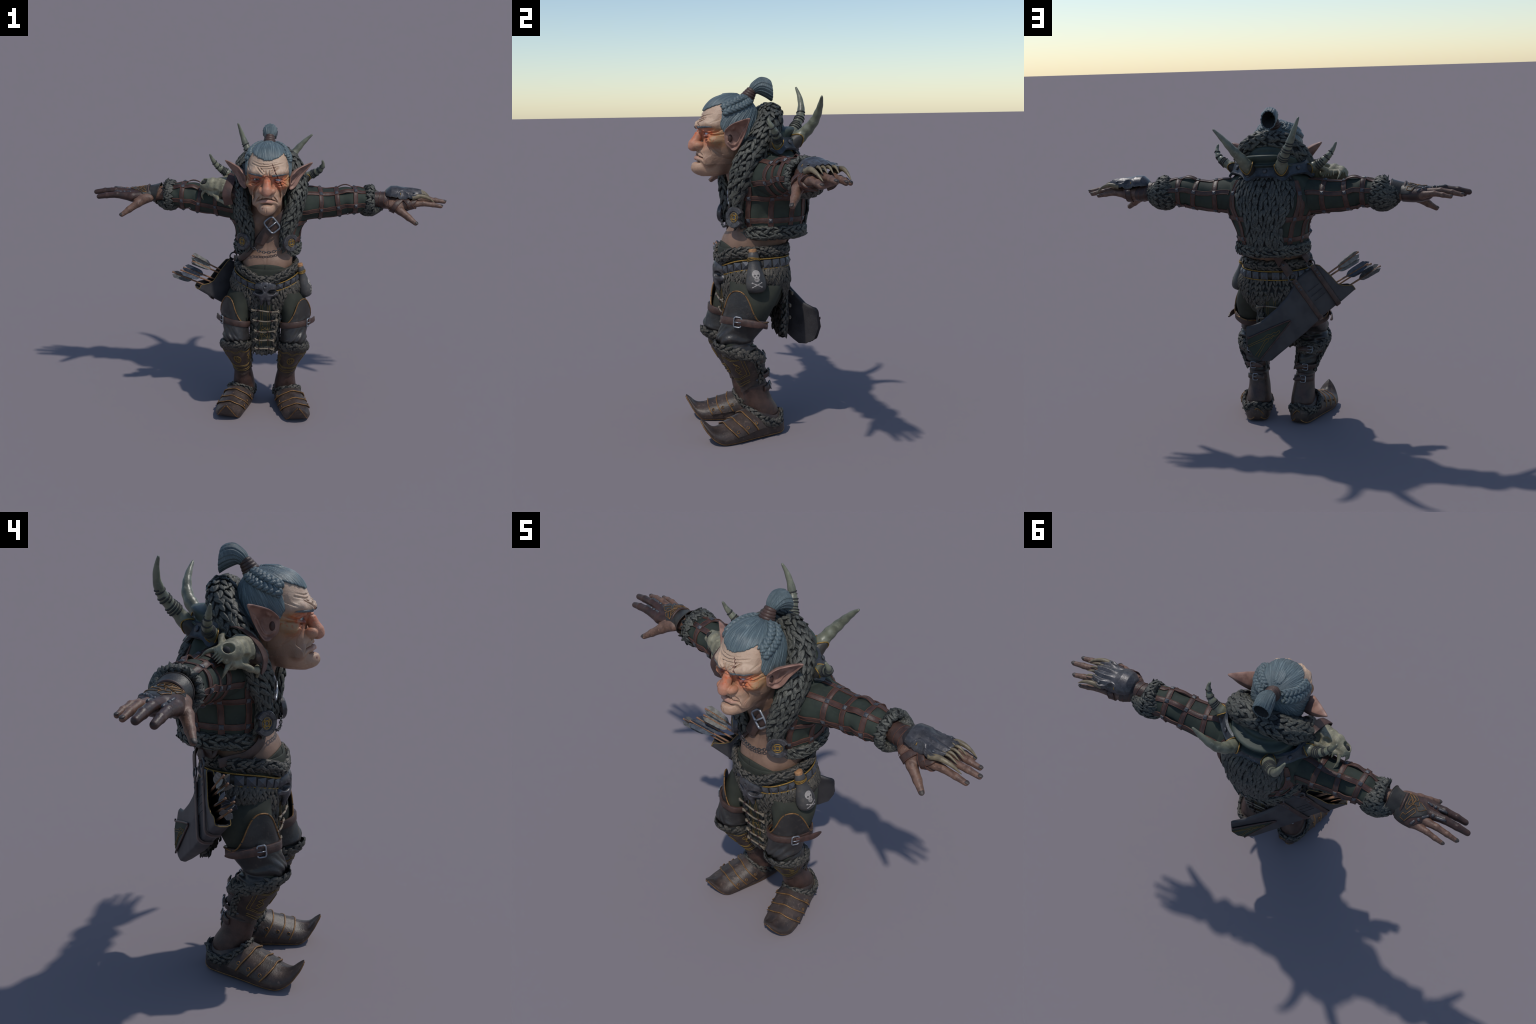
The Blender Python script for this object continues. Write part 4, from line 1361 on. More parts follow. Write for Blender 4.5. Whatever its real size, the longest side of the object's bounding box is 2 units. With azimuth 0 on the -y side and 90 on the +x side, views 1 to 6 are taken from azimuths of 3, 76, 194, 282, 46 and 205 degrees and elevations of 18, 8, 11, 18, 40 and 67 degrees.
# ------------------------------------------------------------------ medallions, chain, chest strap
for sx in (1, -1):
    c = A(sx * .134, -.113, 1.028); n = nrm(A(sx * .62, -.78, .10)); e1 = nrm(np.cross(A(0, 0, 1), n)); e2 = np.cross(n, e1)
    s = Soup()
    th = np.linspace(0, 2 * PI, 72, endpoint=False)
    open_at = 0.0 if sx > 0 else PI
    q = np.abs((th - (0 if sx > 0 else PI) + PI) % (2 * PI) - PI)
    R = .049 * np.ones(72)
    def rg(rad, d): return c + (e1 * np.cos(th)[:, None] + e2 * np.sin(th)[:, None]) * np.asarray(rad)[..., None] + n * d
    notch = np.where(q < .50, .028, R)
    G = np.array([rg(notch * .98, -.012), rg(notch, .004), rg(notch * .93, .009), rg(np.minimum(notch * .9, .030), .0085), rg(np.full(72, .0265), .004), rg(np.full(72, .001), .004)])
    md = part("medallion", G.reshape(-1, 3), grid_faces(6, 72, True), M["metal"], jacket, sharp=35)
    s = Soup()
    loops = []
    for k in range(4):
        a0 = k * PI / 2
        ee = np.linspace(-.62, .62, 14)
        arc = np.stack([.021 * np.cos(a0 + ee), .021 * np.sin(a0 + ee)], 1)
        ca, sa = math.cos(a0), math.sin(a0)
        rot = lambda P: np.array([(x * ca - y * sa, x * sa + y * ca) for x, y in P])
        l1 = np.vstack([arc, rot([(.006, .012), (-.010, .006), (-.010, -.006), (.006, -.012)])])
        loops.append(l1)
    for l in loops:
        p = c + e1 * l[:, :1] + e2 * l[:, 1:] + n * .0055
        v, f = rope(even(p, 40, True), .0016, 5, True); s.add(v, f)
    s.make("knot_inlay", M["gold"], md)
    for k in range(3):
        a = (2.2, 3.3, 4.3)[k] if sx > 0 else (-.9, .2, 1.1)[k]
        pp = np.array([c + (e1 * math.cos(a + .12 * math.sin(i)) + e2 * math.sin(a + .12 * math.sin(i))) * r + n * .0088 for i, r in enumerate(np.linspace(.032, .046, 5))])
        v, f = rope(pp, .0009, 4); part("crack", v, f, M["dark"], md)


def torus(c, e1, e2, R, r, stretch=1.5):
    th = np.linspace(0, 2 * PI, 20, endpoint=False)
    return rope(c + e1 * (R * stretch * np.cos(th))[:, None] + e2 * (R * np.sin(th))[:, None], r, 6, True)


ln = np.linspace(-1, 1, 15)
cp = np.stack([.098 * ln, -.124 - .014 * (1 - ln ** 2), .985 + .036 * ln ** 2 - .010], 1)
chain_root = None
for i, p in enumerate(cp):
    T = nrm(cp[min(i + 1, 14)] - cp[max(i - 1, 0)]); N = nrm(A(0, -1, .3)); N = nrm(N - T * (N @ T)); B = np.cross(T, N)
    v, f = torus(p, T, N if i % 2 else B, .0062, .0021)
    ob = part("chain_link", v, f, M["metal"], jacket)

strap_c = spline(A([.135, -.060, 1.225], [.085, -.094, 1.168], [.035, -.101, 1.122], [-.010, -.101, 1.070], [-.034, -.101, 1.030], [-.042, -.103, 1.004]), 40)
def flat_strap(C, N, w, t, name, mat, parent=None, taper=True):
    C = np.asarray(C, float); n = len(C)
    T = nrm(np.gradient(C, axis=0)); N = np.broadcast_to(np.asarray(N, float), C.shape); N = nrm(N - T * (N * T).sum(1)[:, None]); B = np.cross(T, N)
    ww = np.full(n, w)
    if taper: ww[-4:] = w * A(.96, .85, .62, .25)
    G = np.stack([C + B * (a * ww)[:, None] + N * (b * t) for a, b in ((-.5, 0), (-.5, .7), (-.42, 1), (.42, 1), (.5, .7), (.5, 0))], 1)
    return part(name, G.reshape(-1, 3), grid_faces(n, 6, True, True), mat, parent, sharp=50)


chest = flat_strap(strap_c, (0, -1, .1), .056, .006, "chest_strap", M["strap_dark"])
C2 = spline(A([-.02, -.090, 1.075], [-.06, -.086, 1.02], [-.11, -.09, .95], [-.152, -.05, .905], [-.165, .01, .885], [-.19, .05, .875]), 40)
flat_strap(C2, nrm(C2 - A(0, .02, 0) * 1.0 - np.stack([np.zeros(40), np.zeros(40), C2[:, 2]], 1)), .036, .005, "baldric", M["strap_dark"], chest, False)


def buckle(c, t, n, w, h, r, parent, mat=None):
    """rectangular rounded frame with a prong: t along strap, n outward"""
    n = nrm(n); t = nrm(np.asarray(t, float) - n * np.dot(t, n)); b = np.cross(n, t)
    th = np.linspace(0, 2 * PI, 32, endpoint=False); cx, sy = sup(th, 5)
    v, f = rope(c + t * (cx * w / 2)[:, None] + b * (sy * h / 2)[:, None], r, 7, True)
    o = part("buckle", v, f, mat or M["buckle"], parent)
    v, f = rope(np.array([c - t * w * .5 + n * r, c + n * r * 1.6, c + t * w * .42 + n * r]), r * .8, 6)
    part("buckle_prong", v, f, mat or M["buckle"], o)


buckle(A(.028, -.1100, 1.126), A(.062, 0, .052) * -1, A(0, -1, .1), .062, .082, .0055, chest)
# ------------------------------------------------------------------ hands
FING = {"index": [(.775, .038, 1.227), (.862, .036, 1.236), (.920, .038, 1.230), (.965, .041, 1.221)],
        "middle": [(.780, .076, 1.236), (.875, .080, 1.249), (.938, .085, 1.244), (.989, .089, 1.236)],
        "ring": [(.775, .113, 1.234), (.856, .125, 1.246), (.910, .133, 1.239), (.957, .139, 1.229)],
        "pinky": [(.760, .145, 1.226), (.826, .160, 1.237), (.868, .169, 1.231), (.906, .175, 1.224)]}
FR = {"index": [.0245, .0155, .0135, .0110], "middle": [.0240, .0158, .0138, .0112], "ring": [.0230, .0152, .0132, .0108], "pinky": [.0205, .0135, .0118, .0095]}
THUMB = [(.690, .050, 1.222), (.738, .012, 1.196), (.785, -.012, 1.164), (.823, -.033, 1.138)]
TR = [.030, .023, .0175, .0125]


def mirror(P, sx):
    Q = P.copy(); Q[:, 0] *= sx; return Q


def d_palm(P, g=0.0):
    d = ell(P, (.726, .094, 1.224), (.090, .070, .035))
    d = smin(d, chain(P, [(.58, .085, 1.240), (.650, .086, 1.240), (.69, .088, 1.240)], [.040, .040, .034]), .03)
    for k, q in FING.items():
        d = smin(d, cap(P, (.69, .088 + (q[0][1] - .088) * .5, 1.234), q[0], .026, FR[k][0]), .016)
    return d - g


def d_finger(P, k, g=0.0):
    d = chain(P, FING[k], FR[k], .006)
    for j in (1, 2):                                     # knuckle swell and its wrinkles
        d = smin(d, ell(P, A(*FING[k][j]) + A(0, 0, .003), (.012, FR[k][j] * 0.98, FR[k][j] * .92)), .003)
        for o in (-.005, 0, .005):
            d = d + .0011 * np.exp(-((P[:, 0] - FING[k][j][0] - o) / .0012) ** 2) * (P[:, 2] > FING[k][j][2]) * (np.abs(P[:, 1] - FING[k][j][1]) < .02)
    return d - g


def f_hand(P):
    d = d_palm(P)
    for k in FING: d = smin(d, d_finger(P, k), .007)
    d = smin(d, chain(P, THUMB, TR, .008), .012)
    d = smin(d, ell(P, (.70, .035, 1.222), (.05, .026, .024)), .014)
    for k in ("index", "middle", "ring"):                # tendons
        d = d + .0012 * np.sin((P[:, 1] - .05) * 170) * np.exp(-((P[:, 0] - .75) / .03) ** 2) * (P[:, 2] > 1.25) * .3
    return d


hv, hf = surface_nets(f_hand, (.575, -.065, 1.095), (1.01, .215, 1.30), .0028, .03)
hands = {}
for sx in (1, -1):
    v = hv.copy(); v[:, 0] *= sx
    f = hf if sx > 0 else hf[:, ::-1]
    hands[sx] = part("hand", v, f, M["hand"], fix=False)
    for k, q in list(FING.items()) + [("thumb", THUMB)]:
        if sx < 0 and k in ("index", "middle"): continue
        a, b = A(*q[2]), A(*q[3]); T = nrm(b - a)
        r = (FR.get(k) or TR)[3]
        up = nrm(A(0, 0, 1) - T * T[2]) if k != "thumb" else nrm(A(.35, -.5, .75) - T * np.dot(A(.35, -.5, .75), T))
        W = np.cross(T, up); c = b + T * r * .06 + up * r * .60
        u = np.linspace(0, PI, 10)[:, None]; vv = np.linspace(0, 2 * PI, 20, endpoint=False)[None]
        G = c + (np.sin(u) * np.cos(vv))[..., None] * T * r * 1.12 + (np.sin(u) * np.sin(vv))[..., None] * W * r * .86 + (np.cos(u) + 0 * vv)[..., None] * up * r * .46
        G[..., 0] *= sx
        part("fingernail", G.reshape(-1, 3), grid_faces(10, 20, True), M["nail"], hands[sx])

# ---- left hand: leather wraps, gauntlet plate, claws
TREE_L = BVHTree.FromPolygons([tuple(q) for q in hv], [tuple(int(i) for i in k) for k in hf])


def wrap_band(pts_center, nrm_dir, name):
    pass


L = hands[1]
def f_wrist(P):
    d = d_palm(P, .004)
    return smax(d, np.maximum(P[:, 0] - (.700 + .15 * (P[:, 1] - .09)), .585 - P[:, 0]), .004)


v, f = surface_nets(f_wrist, (.575, .0, 1.16), (.74, .18, 1.31), .0028, .03)
wr = part("leather_wrap", v, f, M["strap_dark"], L, fix=False)
for x0 in (.628, .655, .682):
    p = []
    for q in np.linspace(0, 2 * PI, 40, endpoint=False):
        d = Vector((0, math.cos(q), math.sin(q)))
        xx = x0 + .01 * math.cos(q)
        h = TREE_L.ray_cast(Vector((xx, .086, 1.24)) + d * .2, -d)
        if h[0] is not None: p.append(np.array(h[0]) + np.array(d) * .0050)
    vv, ff = rope(np.array(p), .0013, 5, True); part("strap_edging", vv, ff, M["stitch"], wr)


def around_hand(poly, w, name, tree=TREE_L, off=.004):
    """strap wound over the hand: poly of 3D guide points, each dropped on the skin"""
    C = even(spline(np.asarray(poly, float), 60), 48)
    P, N = [], []
    for c in C:
        q = tree.find_nearest(Vector(c))
        n = np.array(q[1]); P.append(np.array(q[0]) + n * off); N.append(n)
    P, N = np.array(P), np.array(N)
    for _ in range(4): P[1:-1] = (P[:-2] + 2 * P[1:-1] + P[2:]) / 4
    T = nrm(np.gradient(P, axis=0)); N = nrm(N - T * (N * T).sum(1)[:, None]); B = np.cross(T, N)
    G = np.stack([P + B * (a * w) + N * (b * .005) for a, b in ((-.5, -.6), (-.5, .6), (-.4, 1), (.4, 1), (.5, .6), (.5, -.6))], 1)
    o = part(name, G.reshape(-1, 3), grid_faces(48, 6, True, True), M["strap_dark"], L, sharp=50)
    for s in (-.47, .47):
        vv, ff = rope(P + B * (s * w) + N * .005, .0012, 5); part("strap_edging", vv, ff, M["stitch"], o)


around_hand([(.745, .030, 1.275), (.715, .0, 1.24), (.695, .01, 1.20), (.70, .07, 1.19)], .030, "hand_strap")
around_hand([(.755, .030, 1.275), (.785, .005, 1.24), (.790, .030, 1.205), (.77, .08, 1.20)], .028, "hand_strap")
around_hand([(.79, .010, 1.235), (.815, .02, 1.255), (.82, .045, 1.262), (.822, .062, 1.24), (.815, .04, 1.22), (.79, .02, 1.225)], .024, "hand_strap")
around_hand([(.765, .150, 1.27), (.75, .16, 1.24), (.74, .13, 1.205)], .030, "hand_strap")

nu, nv = 90, 110
G = np.zeros((nu, nv, 3))
for i, x in enumerate(np.linspace(.645, .858, nu)):
    cz = np.interp(x, [.645, .66, .685, .72, .76, .80, .858], [1.270, 1.297, 1.318, 1.320, 1.310, 1.300, 1.291])
    hw = np.interp(x, [.645, .655, .68, .715, .745, .775, .81, .835, .858], [.016, .038, .061, .069, .066, .068, .076, .068, .055])
    yc = np.interp(x, [.645, .75, .858], [.088, .090, .092])
    dz = np.interp(x, [.645, .68, .72, .78, .83, .858], [.012, .044, .052, .038, .026, .020])
    t = np.linspace(-1, 1, nv)
    fan = .0095 * np.abs(((t * 3.2 + .5) % 1) * 2 - 1) ** .8 * np.clip((x - .745) / .06, 0, 1) * (np.abs(t) < .80)
    dish = 0
    for s in (-1, 1):
        rr_ = np.sqrt(((x - .750) / .030) ** 2 + ((t - s * .92) / .46) ** 2)
        dish = dish - .0085 * np.exp(-(rr_ / .80) ** 6) + .0040 * np.exp(-((rr_ - 1.0) / .12) ** 2)
    front = np.clip((x - .845) / .013, 0, 1) * .010 * np.abs(((t * 3.0) % 1) * 2 - 1)
    G[i] = np.stack([x - front + 0 * t, yc + hw * np.sin(t * PI / 2 * .97), cz - dz * (1 - np.cos(t * PI / 2)) + fan + dish], 1)
V, F = solid(G, .007)
gaunt = part("gauntlet_plate", V, F, M["metal"], L, sharp=60)
for y in (.036, .148):
    rivet(A(.812, y, 1.2945), A(0, (y - .09) * 4, 1), .007, gaunt)
for s in (1, -1):
    e = np.array([(.735 + .036 * q, .090 + s * (.046 - .012 * math.sin(PI * q)), 1.3005 - .005 * q) for q in np.linspace(0, 1, 9)])
    e = np.vstack([[(.735, .090 + s * .060, 1.283)], e, [(.771, .090 + s * .060, 1.280)]])
    vv, ff = rope(even(e, 24), .0022, 6); part("socket_trim", vv, ff, M["gold"], gaunt)
fang([(.800, .030, 1.268), (.850, .034, 1.278), (.895, .044, 1.264), (.932, .057, 1.236)], .0155, M["claw"], gaunt, "claw", .6)
fang([(.800, .152, 1.268), (.850, .160, 1.278), (.890, .166, 1.264), (.920, .172, 1.237)], .0145, M["claw"], gaunt, "claw", .6)
for k, y in enumerate((.058, .078, .100, .124)):
    fang([(.835, y, 1.286), (.868, y + .004, 1.284), (.905 - .006 * (k % 2), y + .007, 1.262)], .0082, M["claw"], gaunt, "claw", .6)

# ---- right hand: oxblood half glove with black cuff and knot embroidery
Rh = hands[-1]
def f_glove(P):
    Q = P.copy(); Q[:, 0] *= -1
    d = d_palm(Q, .0042)
    d = smin(d, d_finger(Q, "index", .0030), .007); d = smin(d, d_finger(Q, "middle", .0030), .007)
    thumb = chain(Q, [(.722, .020, 1.205)] + THUMB[1:], [.022, .028, .026, .024], .01)
    cut = smax(d, -(thumb - .002), .003)
    rp = np.interp(Q[:, 0], [.72, .74, .775, .80, .83, .85], [.20, .178, .150, .128, .108, .103])          # bare ring and little finger
    d = smax(cut, Q[:, 1] - rp, .003)
    return smax(d, .668 - Q[:, 0], .003)


v, f = surface_nets(f_glove, (-1.01, -.03, 1.19), (-.655, .185, 1.30), .0028, .03)
glove = part("glove", v, f, M["glove"], Rh, fix=False)
GT = BVHTree.FromPolygons([tuple(q) for q in v], [tuple(int(i) for i in k) for k in f])


def f_gpanel(P):
    Q = P.copy(); Q[:, 0] *= -1
    d = d_palm(Q, .0066)
    tri = np.maximum(np.abs(Q[:, 1] - .092) - np.interp(Q[:, 0], [.66, .695, .735, .81], [.085, .085, .050, .002]), np.maximum(.662 - Q[:, 0], Q[:, 0] - .81))
    return smax(smax(d, tri, .003), 1.232 - Q[:, 2], .003)


v, f = surface_nets(f_gpanel, (-.81, .0, 1.20), (-.65, .185, 1.31), .0026, .03)
gp = part("glove_panel", v, f, M["glove_dark"], glove, fix=False)
GP = BVHTree.FromPolygons([tuple(q) for q in v], [tuple(int(i) for i in k) for k in f])
s = Soup()
knots = [[(.696, .105), (.697, .046), (.704, .046), (.727, .070), (.723, .082), (.709, .117), (.701, .112)],
         [(.693, .035), (.705, .032), (.730, .053), (.728, .064), (.710, .094), (.705, .093), (.707, .064), (.715, .068), (.730, .087)],
         [(.691, .032), (.722, .033), (.739, .045), (.737, .057), (.730, .064), (.722, .050), (.705, .036)],
         [(.738, .081), (.755, .098), (.763, .097), (.787, .078), (.755, .055), (.745, .059), (.752, .069), (.751, .078), (.730, .080)],
         [(.741, .098), (.748, .109), (.717, .160), (.693, .152), (.697, .133), (.711, .137), (.737, .094)]]
for kn in knots:
    P = even(np.array(kn), 60, True)
    pts = []
    for x, y in P:
        h = GP.ray_cast(Vector((-x, y, 1.4)), Vector((0, 0, -1)))
        if h[0] is not None: pts.append(np.array(h[0]) + A(0, 0, .0012))
    if len(pts) > 10:
        vv, ff = rope(np.array(pts), .0015, 5, True); s.add(vv, ff)
s.make("knot_embroidery", M["trim"], gp)
# knuckle guards
for xy in ((.772, .131), (.822, .088), (.819, .043)):
    h = GT.ray_cast(Vector((-xy[0], xy[1], 1.4)), Vector((0, 0, -1)))
    if h[0] is not None: rivet(np.array(h[0]), np.array(h[1]), .0078, glove, .8)
for a, b, r in [((.746, .162), (.759, .140), .0062), ((.780, .119), (.808, .092), .0072), ((.834, .090), (.884, .089), .0075), ((.778, .037), (.806, .043), .0065), ((.833, .045), (.876, .046), .0075)]:
    p = []
    for q in np.linspace(0, 1, 6):
        h = GT.ray_cast(Vector((-(a[0] + (b[0] - a[0]) * q), a[1] + (b[1] - a[1]) * q, 1.4)), Vector((0, 0, -1)))
        if h[0] is not None: p.append(np.array(h[0]) + A(0, 0, .001))
    if len(p) > 2:
        p = np.array(p) - A(0, 0, .002); r = r * .95; vv, ff = rope(p, [r * .75] + [r] * (len(p) - 2) + [r * .75], 10); part("knuckle_guard", vv, ff, M["metal"], glove)
# flaring cuff
th = np.linspace(0, 2 * PI, 60, endpoint=False)
G = []
for t in np.linspace(0, 1, 12):
    x = -.680 + (.044) * t
    flare = t ** 1.6
    up = (np.sin(th) > -.2) * 1.0
    ext = .020 * flare * np.clip(np.sin(th + .3) * .8 + .3, -.3, 1)
    rr = .047 + .016 * flare
    G.append(np.stack([x + ext + 0 * th, .086 + (rr + .004) * np.cos(th), 1.240 + (rr - .003) * np.sin(th)], 1))
G = np.array(G)
V, F = solid(G, .004, True)
gc = part("glove_cuff", V, F, M["glove_dark"], glove)
vv, ff = rope(G[-1], .0022, 6, True); part("cuff_piping", vv, ff, M["greave"], gc)
vv, ff = rope(np.stack([np.full(60, -.684), .086 + .050 * np.cos(th), 1.240 + .046 * np.sin(th)], 1), .006, 8, True); part("wrist_strap", vv, ff, M["strap_dark"], gc)
# ------------------------------------------------------------------ hips, belt, loincloth
PROWS = [(.60, 0, -.115, .110, .140), (.66, 0, -.130, .138, .175), (.70, 0, -.138, .148, .186), (.745, 0, -.144, .152, .190), (.79, 0, -.149, .152, .178), (.83, 0, -.162, .152, .171), (.865, 0, -.163, .152, .162), (.880, 0, -.160, .152, .152)]
PG = loft_z(PROWS, 50, 120, 2.25)
PV = Surf(PG, True)
if PV.N[25, 0, 0] < 0: PV = Surf(PG, True, flip=True)
hips = PV.part("trousers", M["trouser"], caps=True)


def hip_pt(deg, z, off=0.0):
    u = np.interp(z, PG[:, 0, 2], np.linspace(0, 1, 50))
    p, n, tu, tv = PV.at(np.array([u]), np.array([(deg % 360) / 360]), off)
    return p[0], n[0], tv[0]


def front(deg):   # 1 at the front, 0 elsewhere
    d = abs((deg + 90 + 180) % 360 - 180)
    return math.exp(-(d / 42) ** 2)


# arched green front of the trousers above the fur roll
TS = Surf(loft_z(TORSO, 80, 120, 2.3), True)
if TS.N[40, 0, 0] < 0: TS = Surf(TS.G, True, flip=True)
tz = TS.G[:, 0, 2]
G = []
for t in np.linspace(0, 1, 14):
    row = []
    for d in np.linspace(270 - 52, 270 + 52, 40):
        zt = .906 - .040 * (abs(d - 270) / 52) ** 2
        u = np.interp(.80 + (zt - .80) * t, tz, np.linspace(0, 1, 80))
        row.append(TS.at(np.array([u]), np.array([d / 360]), .0045 + .0012 * math.sin(9 * t + .05 * d))[0][0])
    G.append(row)
G = np.array(G)
V, F = solid(G, .004)
part("waist_panel", V, F, M["trouser"], hips)
# green waist panel seam
vv, ff = rope(G[:, 19] + A(0, -.0008, 0), .0011, 5)
part("seam", vv, ff, M["dark"], hips)

belt_z = lambda d: .813 - .038 * front(d)
D = np.linspace(-90, 270, 121)[:-1]


def ring_of(zfun, off, n=160):
    return np.array([hip_pt(d, zfun(d), off)[0] for d in np.linspace(-90, 270, n, endpoint=False)])


# belt band
G = []
for t, o in ((-1, .004), (-1, .010), (0, .012), (1, .010), (1, .004)):
    G.append(ring_of(lambda d: belt_z(d) + t * .020, o))
G = np.array(G)
belt = part("belt", G.reshape(-1, 3), grid_faces(5, 160, True), M["glove_dark"])
for t in (-1, 1):
    p = ring_of(lambda d: belt_z(d) + t * .0225, .013, 360)
    k = np.linspace(0, 2 * PI * 90, 360, endpoint=False)
    s = Soup()
    for ph in (0, PI):
        q = p + np.stack([np.zeros(360), np.zeros(360), .0016 * np.sin(k + ph)], 1) + nrm(p - A(0, 0, 0) * p - np.stack([0 * k, 0 * k, p[:, 2]], 1)) * (.0016 * np.cos(k + ph))[:, None]
        v, f = rope(q, .0020, 5, True); s.add(v, f)
    s.make("gold_cord", M["gold"], belt)
nst = 24
for i in range(nst):
    d = -90 + 360 * (i + .5) / nst
    p, n, tv = hip_pt(d, belt_z(d), .0125)
    stud(p, n, tv, .036, .011, belt, "belt_stud")

# fur roll above the belt
def fur_ring(zfun, off, ra, rb, name, seed, swirl=.55, skip=None, parent=None, mat="fur_warm"):
    rows = []
    for d in np.linspace(-90, 270, 36, endpoint=False):
        p, n, _ = hip_pt(d, zfun(d), off)
        rows.append((*p, ra(d), rb(d)))
    G = tube_grid(rows, (0, 0, 1), 120, 18, closed=True)
    S = Surf(G, True, True)
    if (S.N[60] * (G[60] - G[60].mean(0))).sum() < 0: S = Surf(G, True, True, flip=True)
    o = S.part(name, M["underfur"], parent)
    fs = FurSoup()
    scatter(fs, S, .034, .0165, .0065, lift=.8, swirl=swirl * .8, seed=seed, density=1.15)
    fs.make("fur_tufts", M[mat], o)


fur_ring(lambda d: .866 - .046 * math.exp(-(abs((d + 90 + 180) % 360 - 180) / 32) ** 2), .004, lambda d: .012, lambda d: .020, "fur_waist_roll", 31, parent=belt)

# fur skirt below the belt: long at the groin front and back, short at the hips
def skirt_low(d):
    x = abs(hip_pt(d, .70)[0][0])
    return float(np.interp(x, [.07, .09, .15, .19], [.605, .615, .690, .742]))


G = []
for t in np.linspace(0, 1, 16):
    row = []
    for d in np.linspace(-90, 270, 120, endpoint=False):
        z1, z0 = belt_z(d) - .018, skirt_low(d)
        z = z1 + (z0 - z1) * t
        row.append(hip_pt(d, max(z, .605), .008 + .006 * math.sin(PI * min(t * 1.1, 1)))[0])
    G.append(row)
G = np.array(G)
S = Surf(G, True)
if (S.N * (G - G.reshape(-1, 3).mean(0)) * A(1, 1, 0)).sum() < 0: S = Surf(G, True, flip=True)
V, F = solid(G if S.N is None else G, .006, True)
skirt = part("fur_skirt", V, F, M["underfur"], belt)
fs = FurSoup()
scatter(fs, S, .038, .0175, .0070, lift=1.0, swirl=.35, seed=32, sign=1, density=1.15)
fs.make("fur_tufts", M["fur_warm"], skirt)


def bone_rod(c, e, n, L, parent, seed):
    rng = np.random.default_rng(seed)
    t = np.linspace(-1, 1, 25)
    P = c + e[None] * (t * L / 2)[:, None] + n[None] * (.003 * np.cos(t * 2))[:, None] + A(0, 0, 1)[None] * (rng.uniform(-.004, .004) * t + .003 * np.sin(t * 3 + seed))[:, None]
    r = .0042 + .0030 * np.exp(-((np.abs(t) - .97) / .10) ** 2)
    v, f = rope(P, r, 8)
    s = Soup().add(v, f)
    for q in (-1, 1):
        for k in (-1, 1):
            s.add(*ball(P[0 if q < 0 else -1] + A(0, 0, 1) * k * .0044, .0054, 8, 10))
    ob = s.make("bone", M["bonerod"], parent)
    for q in (rng.uniform(-.62, -.45), rng.uniform(.4, .62)):
        i = int((q + 1) / 2 * 24)
        v, f = rope(P[i - 1:i + 2] + 0, .0060, 8); part("bone_binding", v, f, M["glove"], ob)


def loincloth(ysign, ztop, zbot, y0, y1, wtop, wbot, bones, seed):
    nu, nv = 50, 34
    G = np.zeros((nu, nv, 3))
    t = np.linspace(-1, 1, nv)
    for i, u in enumerate(np.linspace(0, 1, nu)):
        w = wtop + (wbot - wtop) * u
        zz = ztop + (zbot - ztop) * u
        zz = zz + .030 * u ** 6 * (np.abs(t) ** 3)
        y = y0 + (y1 - y0) * u
        G[i] = np.stack([w * t, y - ysign * (.018 * t ** 2) + ysign * .004 * np.sin(u * 9 + t * 2), zz + 0 * t], 1)
    S = Surf(G, False)
    if S.N[25, 17, 1] * ysign < 0: S = Surf(G, False, flip=True)
    n1 = (G).reshape(-1, 3); n2 = (G - S.N * .022).reshape(-1, 3); k = nu * nv
    F = grid_faces(nu, nv, False); F += [tuple(q + k for q in reversed(f)) for f in grid_faces(nu, nv, False)]
    bd = list(range(nv)) + [i * nv + nv - 1 for i in range(1, nu)] + [(nu - 1) * nv + i for i in range(nv - 2, -1, -1)] + [i * nv for i in range(nu - 2, 0, -1)]
    F += [(a, b, b + k, a + k) for a, b in zip(bd, bd[1:] + bd[:1])]
    ob = part("loincloth", np.vstack([n1, n2]), F, M["trouser"])
    fs = FurSoup()
    inner = .56
    edge = lambda u, v, p: (np.abs(v * 2 - 1) > inner) | (u > .87)
    scatter(fs, S, .038, .0175, .0070, lift=.9, swirl=.32, seed=seed, mask=edge, sign=1, density=1.15, base=.001)
    # furry back side and rim
    S2 = Surf(G - S.N * .022, False); S2.N = -S.N
    scatter(fs, S2, .040, .021, .009, lift=.5, swirl=.3, seed=seed + 1, sign=1, density=.9)
    rim = np.array([np.vstack([G[:, 0], G[-1, 1:-1], G[::-1, -1]])])[0]
    R = tube_grid(np.c_[even(rim - ysign * A(0, .010, 0), 30), np.full(30, .006), np.full(30, .012)], (0, 1, 0), 80, 10)
    RS = Surf(R, True)
    if (RS.N[40] * (R[40] - R[40].mean(0))).sum() < 0: RS = Surf(R, True, flip=True)
    scatter(fs, RS, .030, .017, .0060, lift=.5, swirl=.4, seed=seed + 2)
    fs.make("fur_tufts", M["fur_warm"], ob)
    # gold embroidery lines
    s = Soup()
    for x0 in (-.42, -.26, .26, .42):
        u = np.linspace(.02, .86, 60)
        v = .5 + .5 * (x0 + .05 * np.sin(u * 40) * (np.abs(u - .6) < .18)) * .8
        p = S.at(u, v, .0012)[0]
        vv, ff = rope(p, .0011, 4); s.add(vv, ff)
    for q in (.55, .68):
        a = np.linspace(0, 2 * PI, 30, endpoint=False)
        p = S.at(q + .035 * np.sin(a) * np.cos(a) * 1.6, .5 + .11 * np.cos(a), .0012)[0]
        vv, ff = rope(p, .0012, 4, True); s.add(vv, ff)
    s.make("embroidery", M["thread"], ob)
    for i, (u, L) in enumerate(bones):
        p, n, tu, tv = S.at(np.array([u]), np.array([.5]), .010)
        bone_rod(p[0], A(1, 0, (-.06, .02, -.02, .01, -.05)[i % 5]), n[0], L, ob, seed + i)


loincloth(-1, .715, .368, -.158, -.134, .070, .080, [(.22, .150), (.40, .135), (.60, .115), (.75, .105), (.90, .105)], 41)
loincloth(1, .735, .438, .164, .150, .070, .080, [(.27, .145), (.48, .135), (.66, .125)], 51)

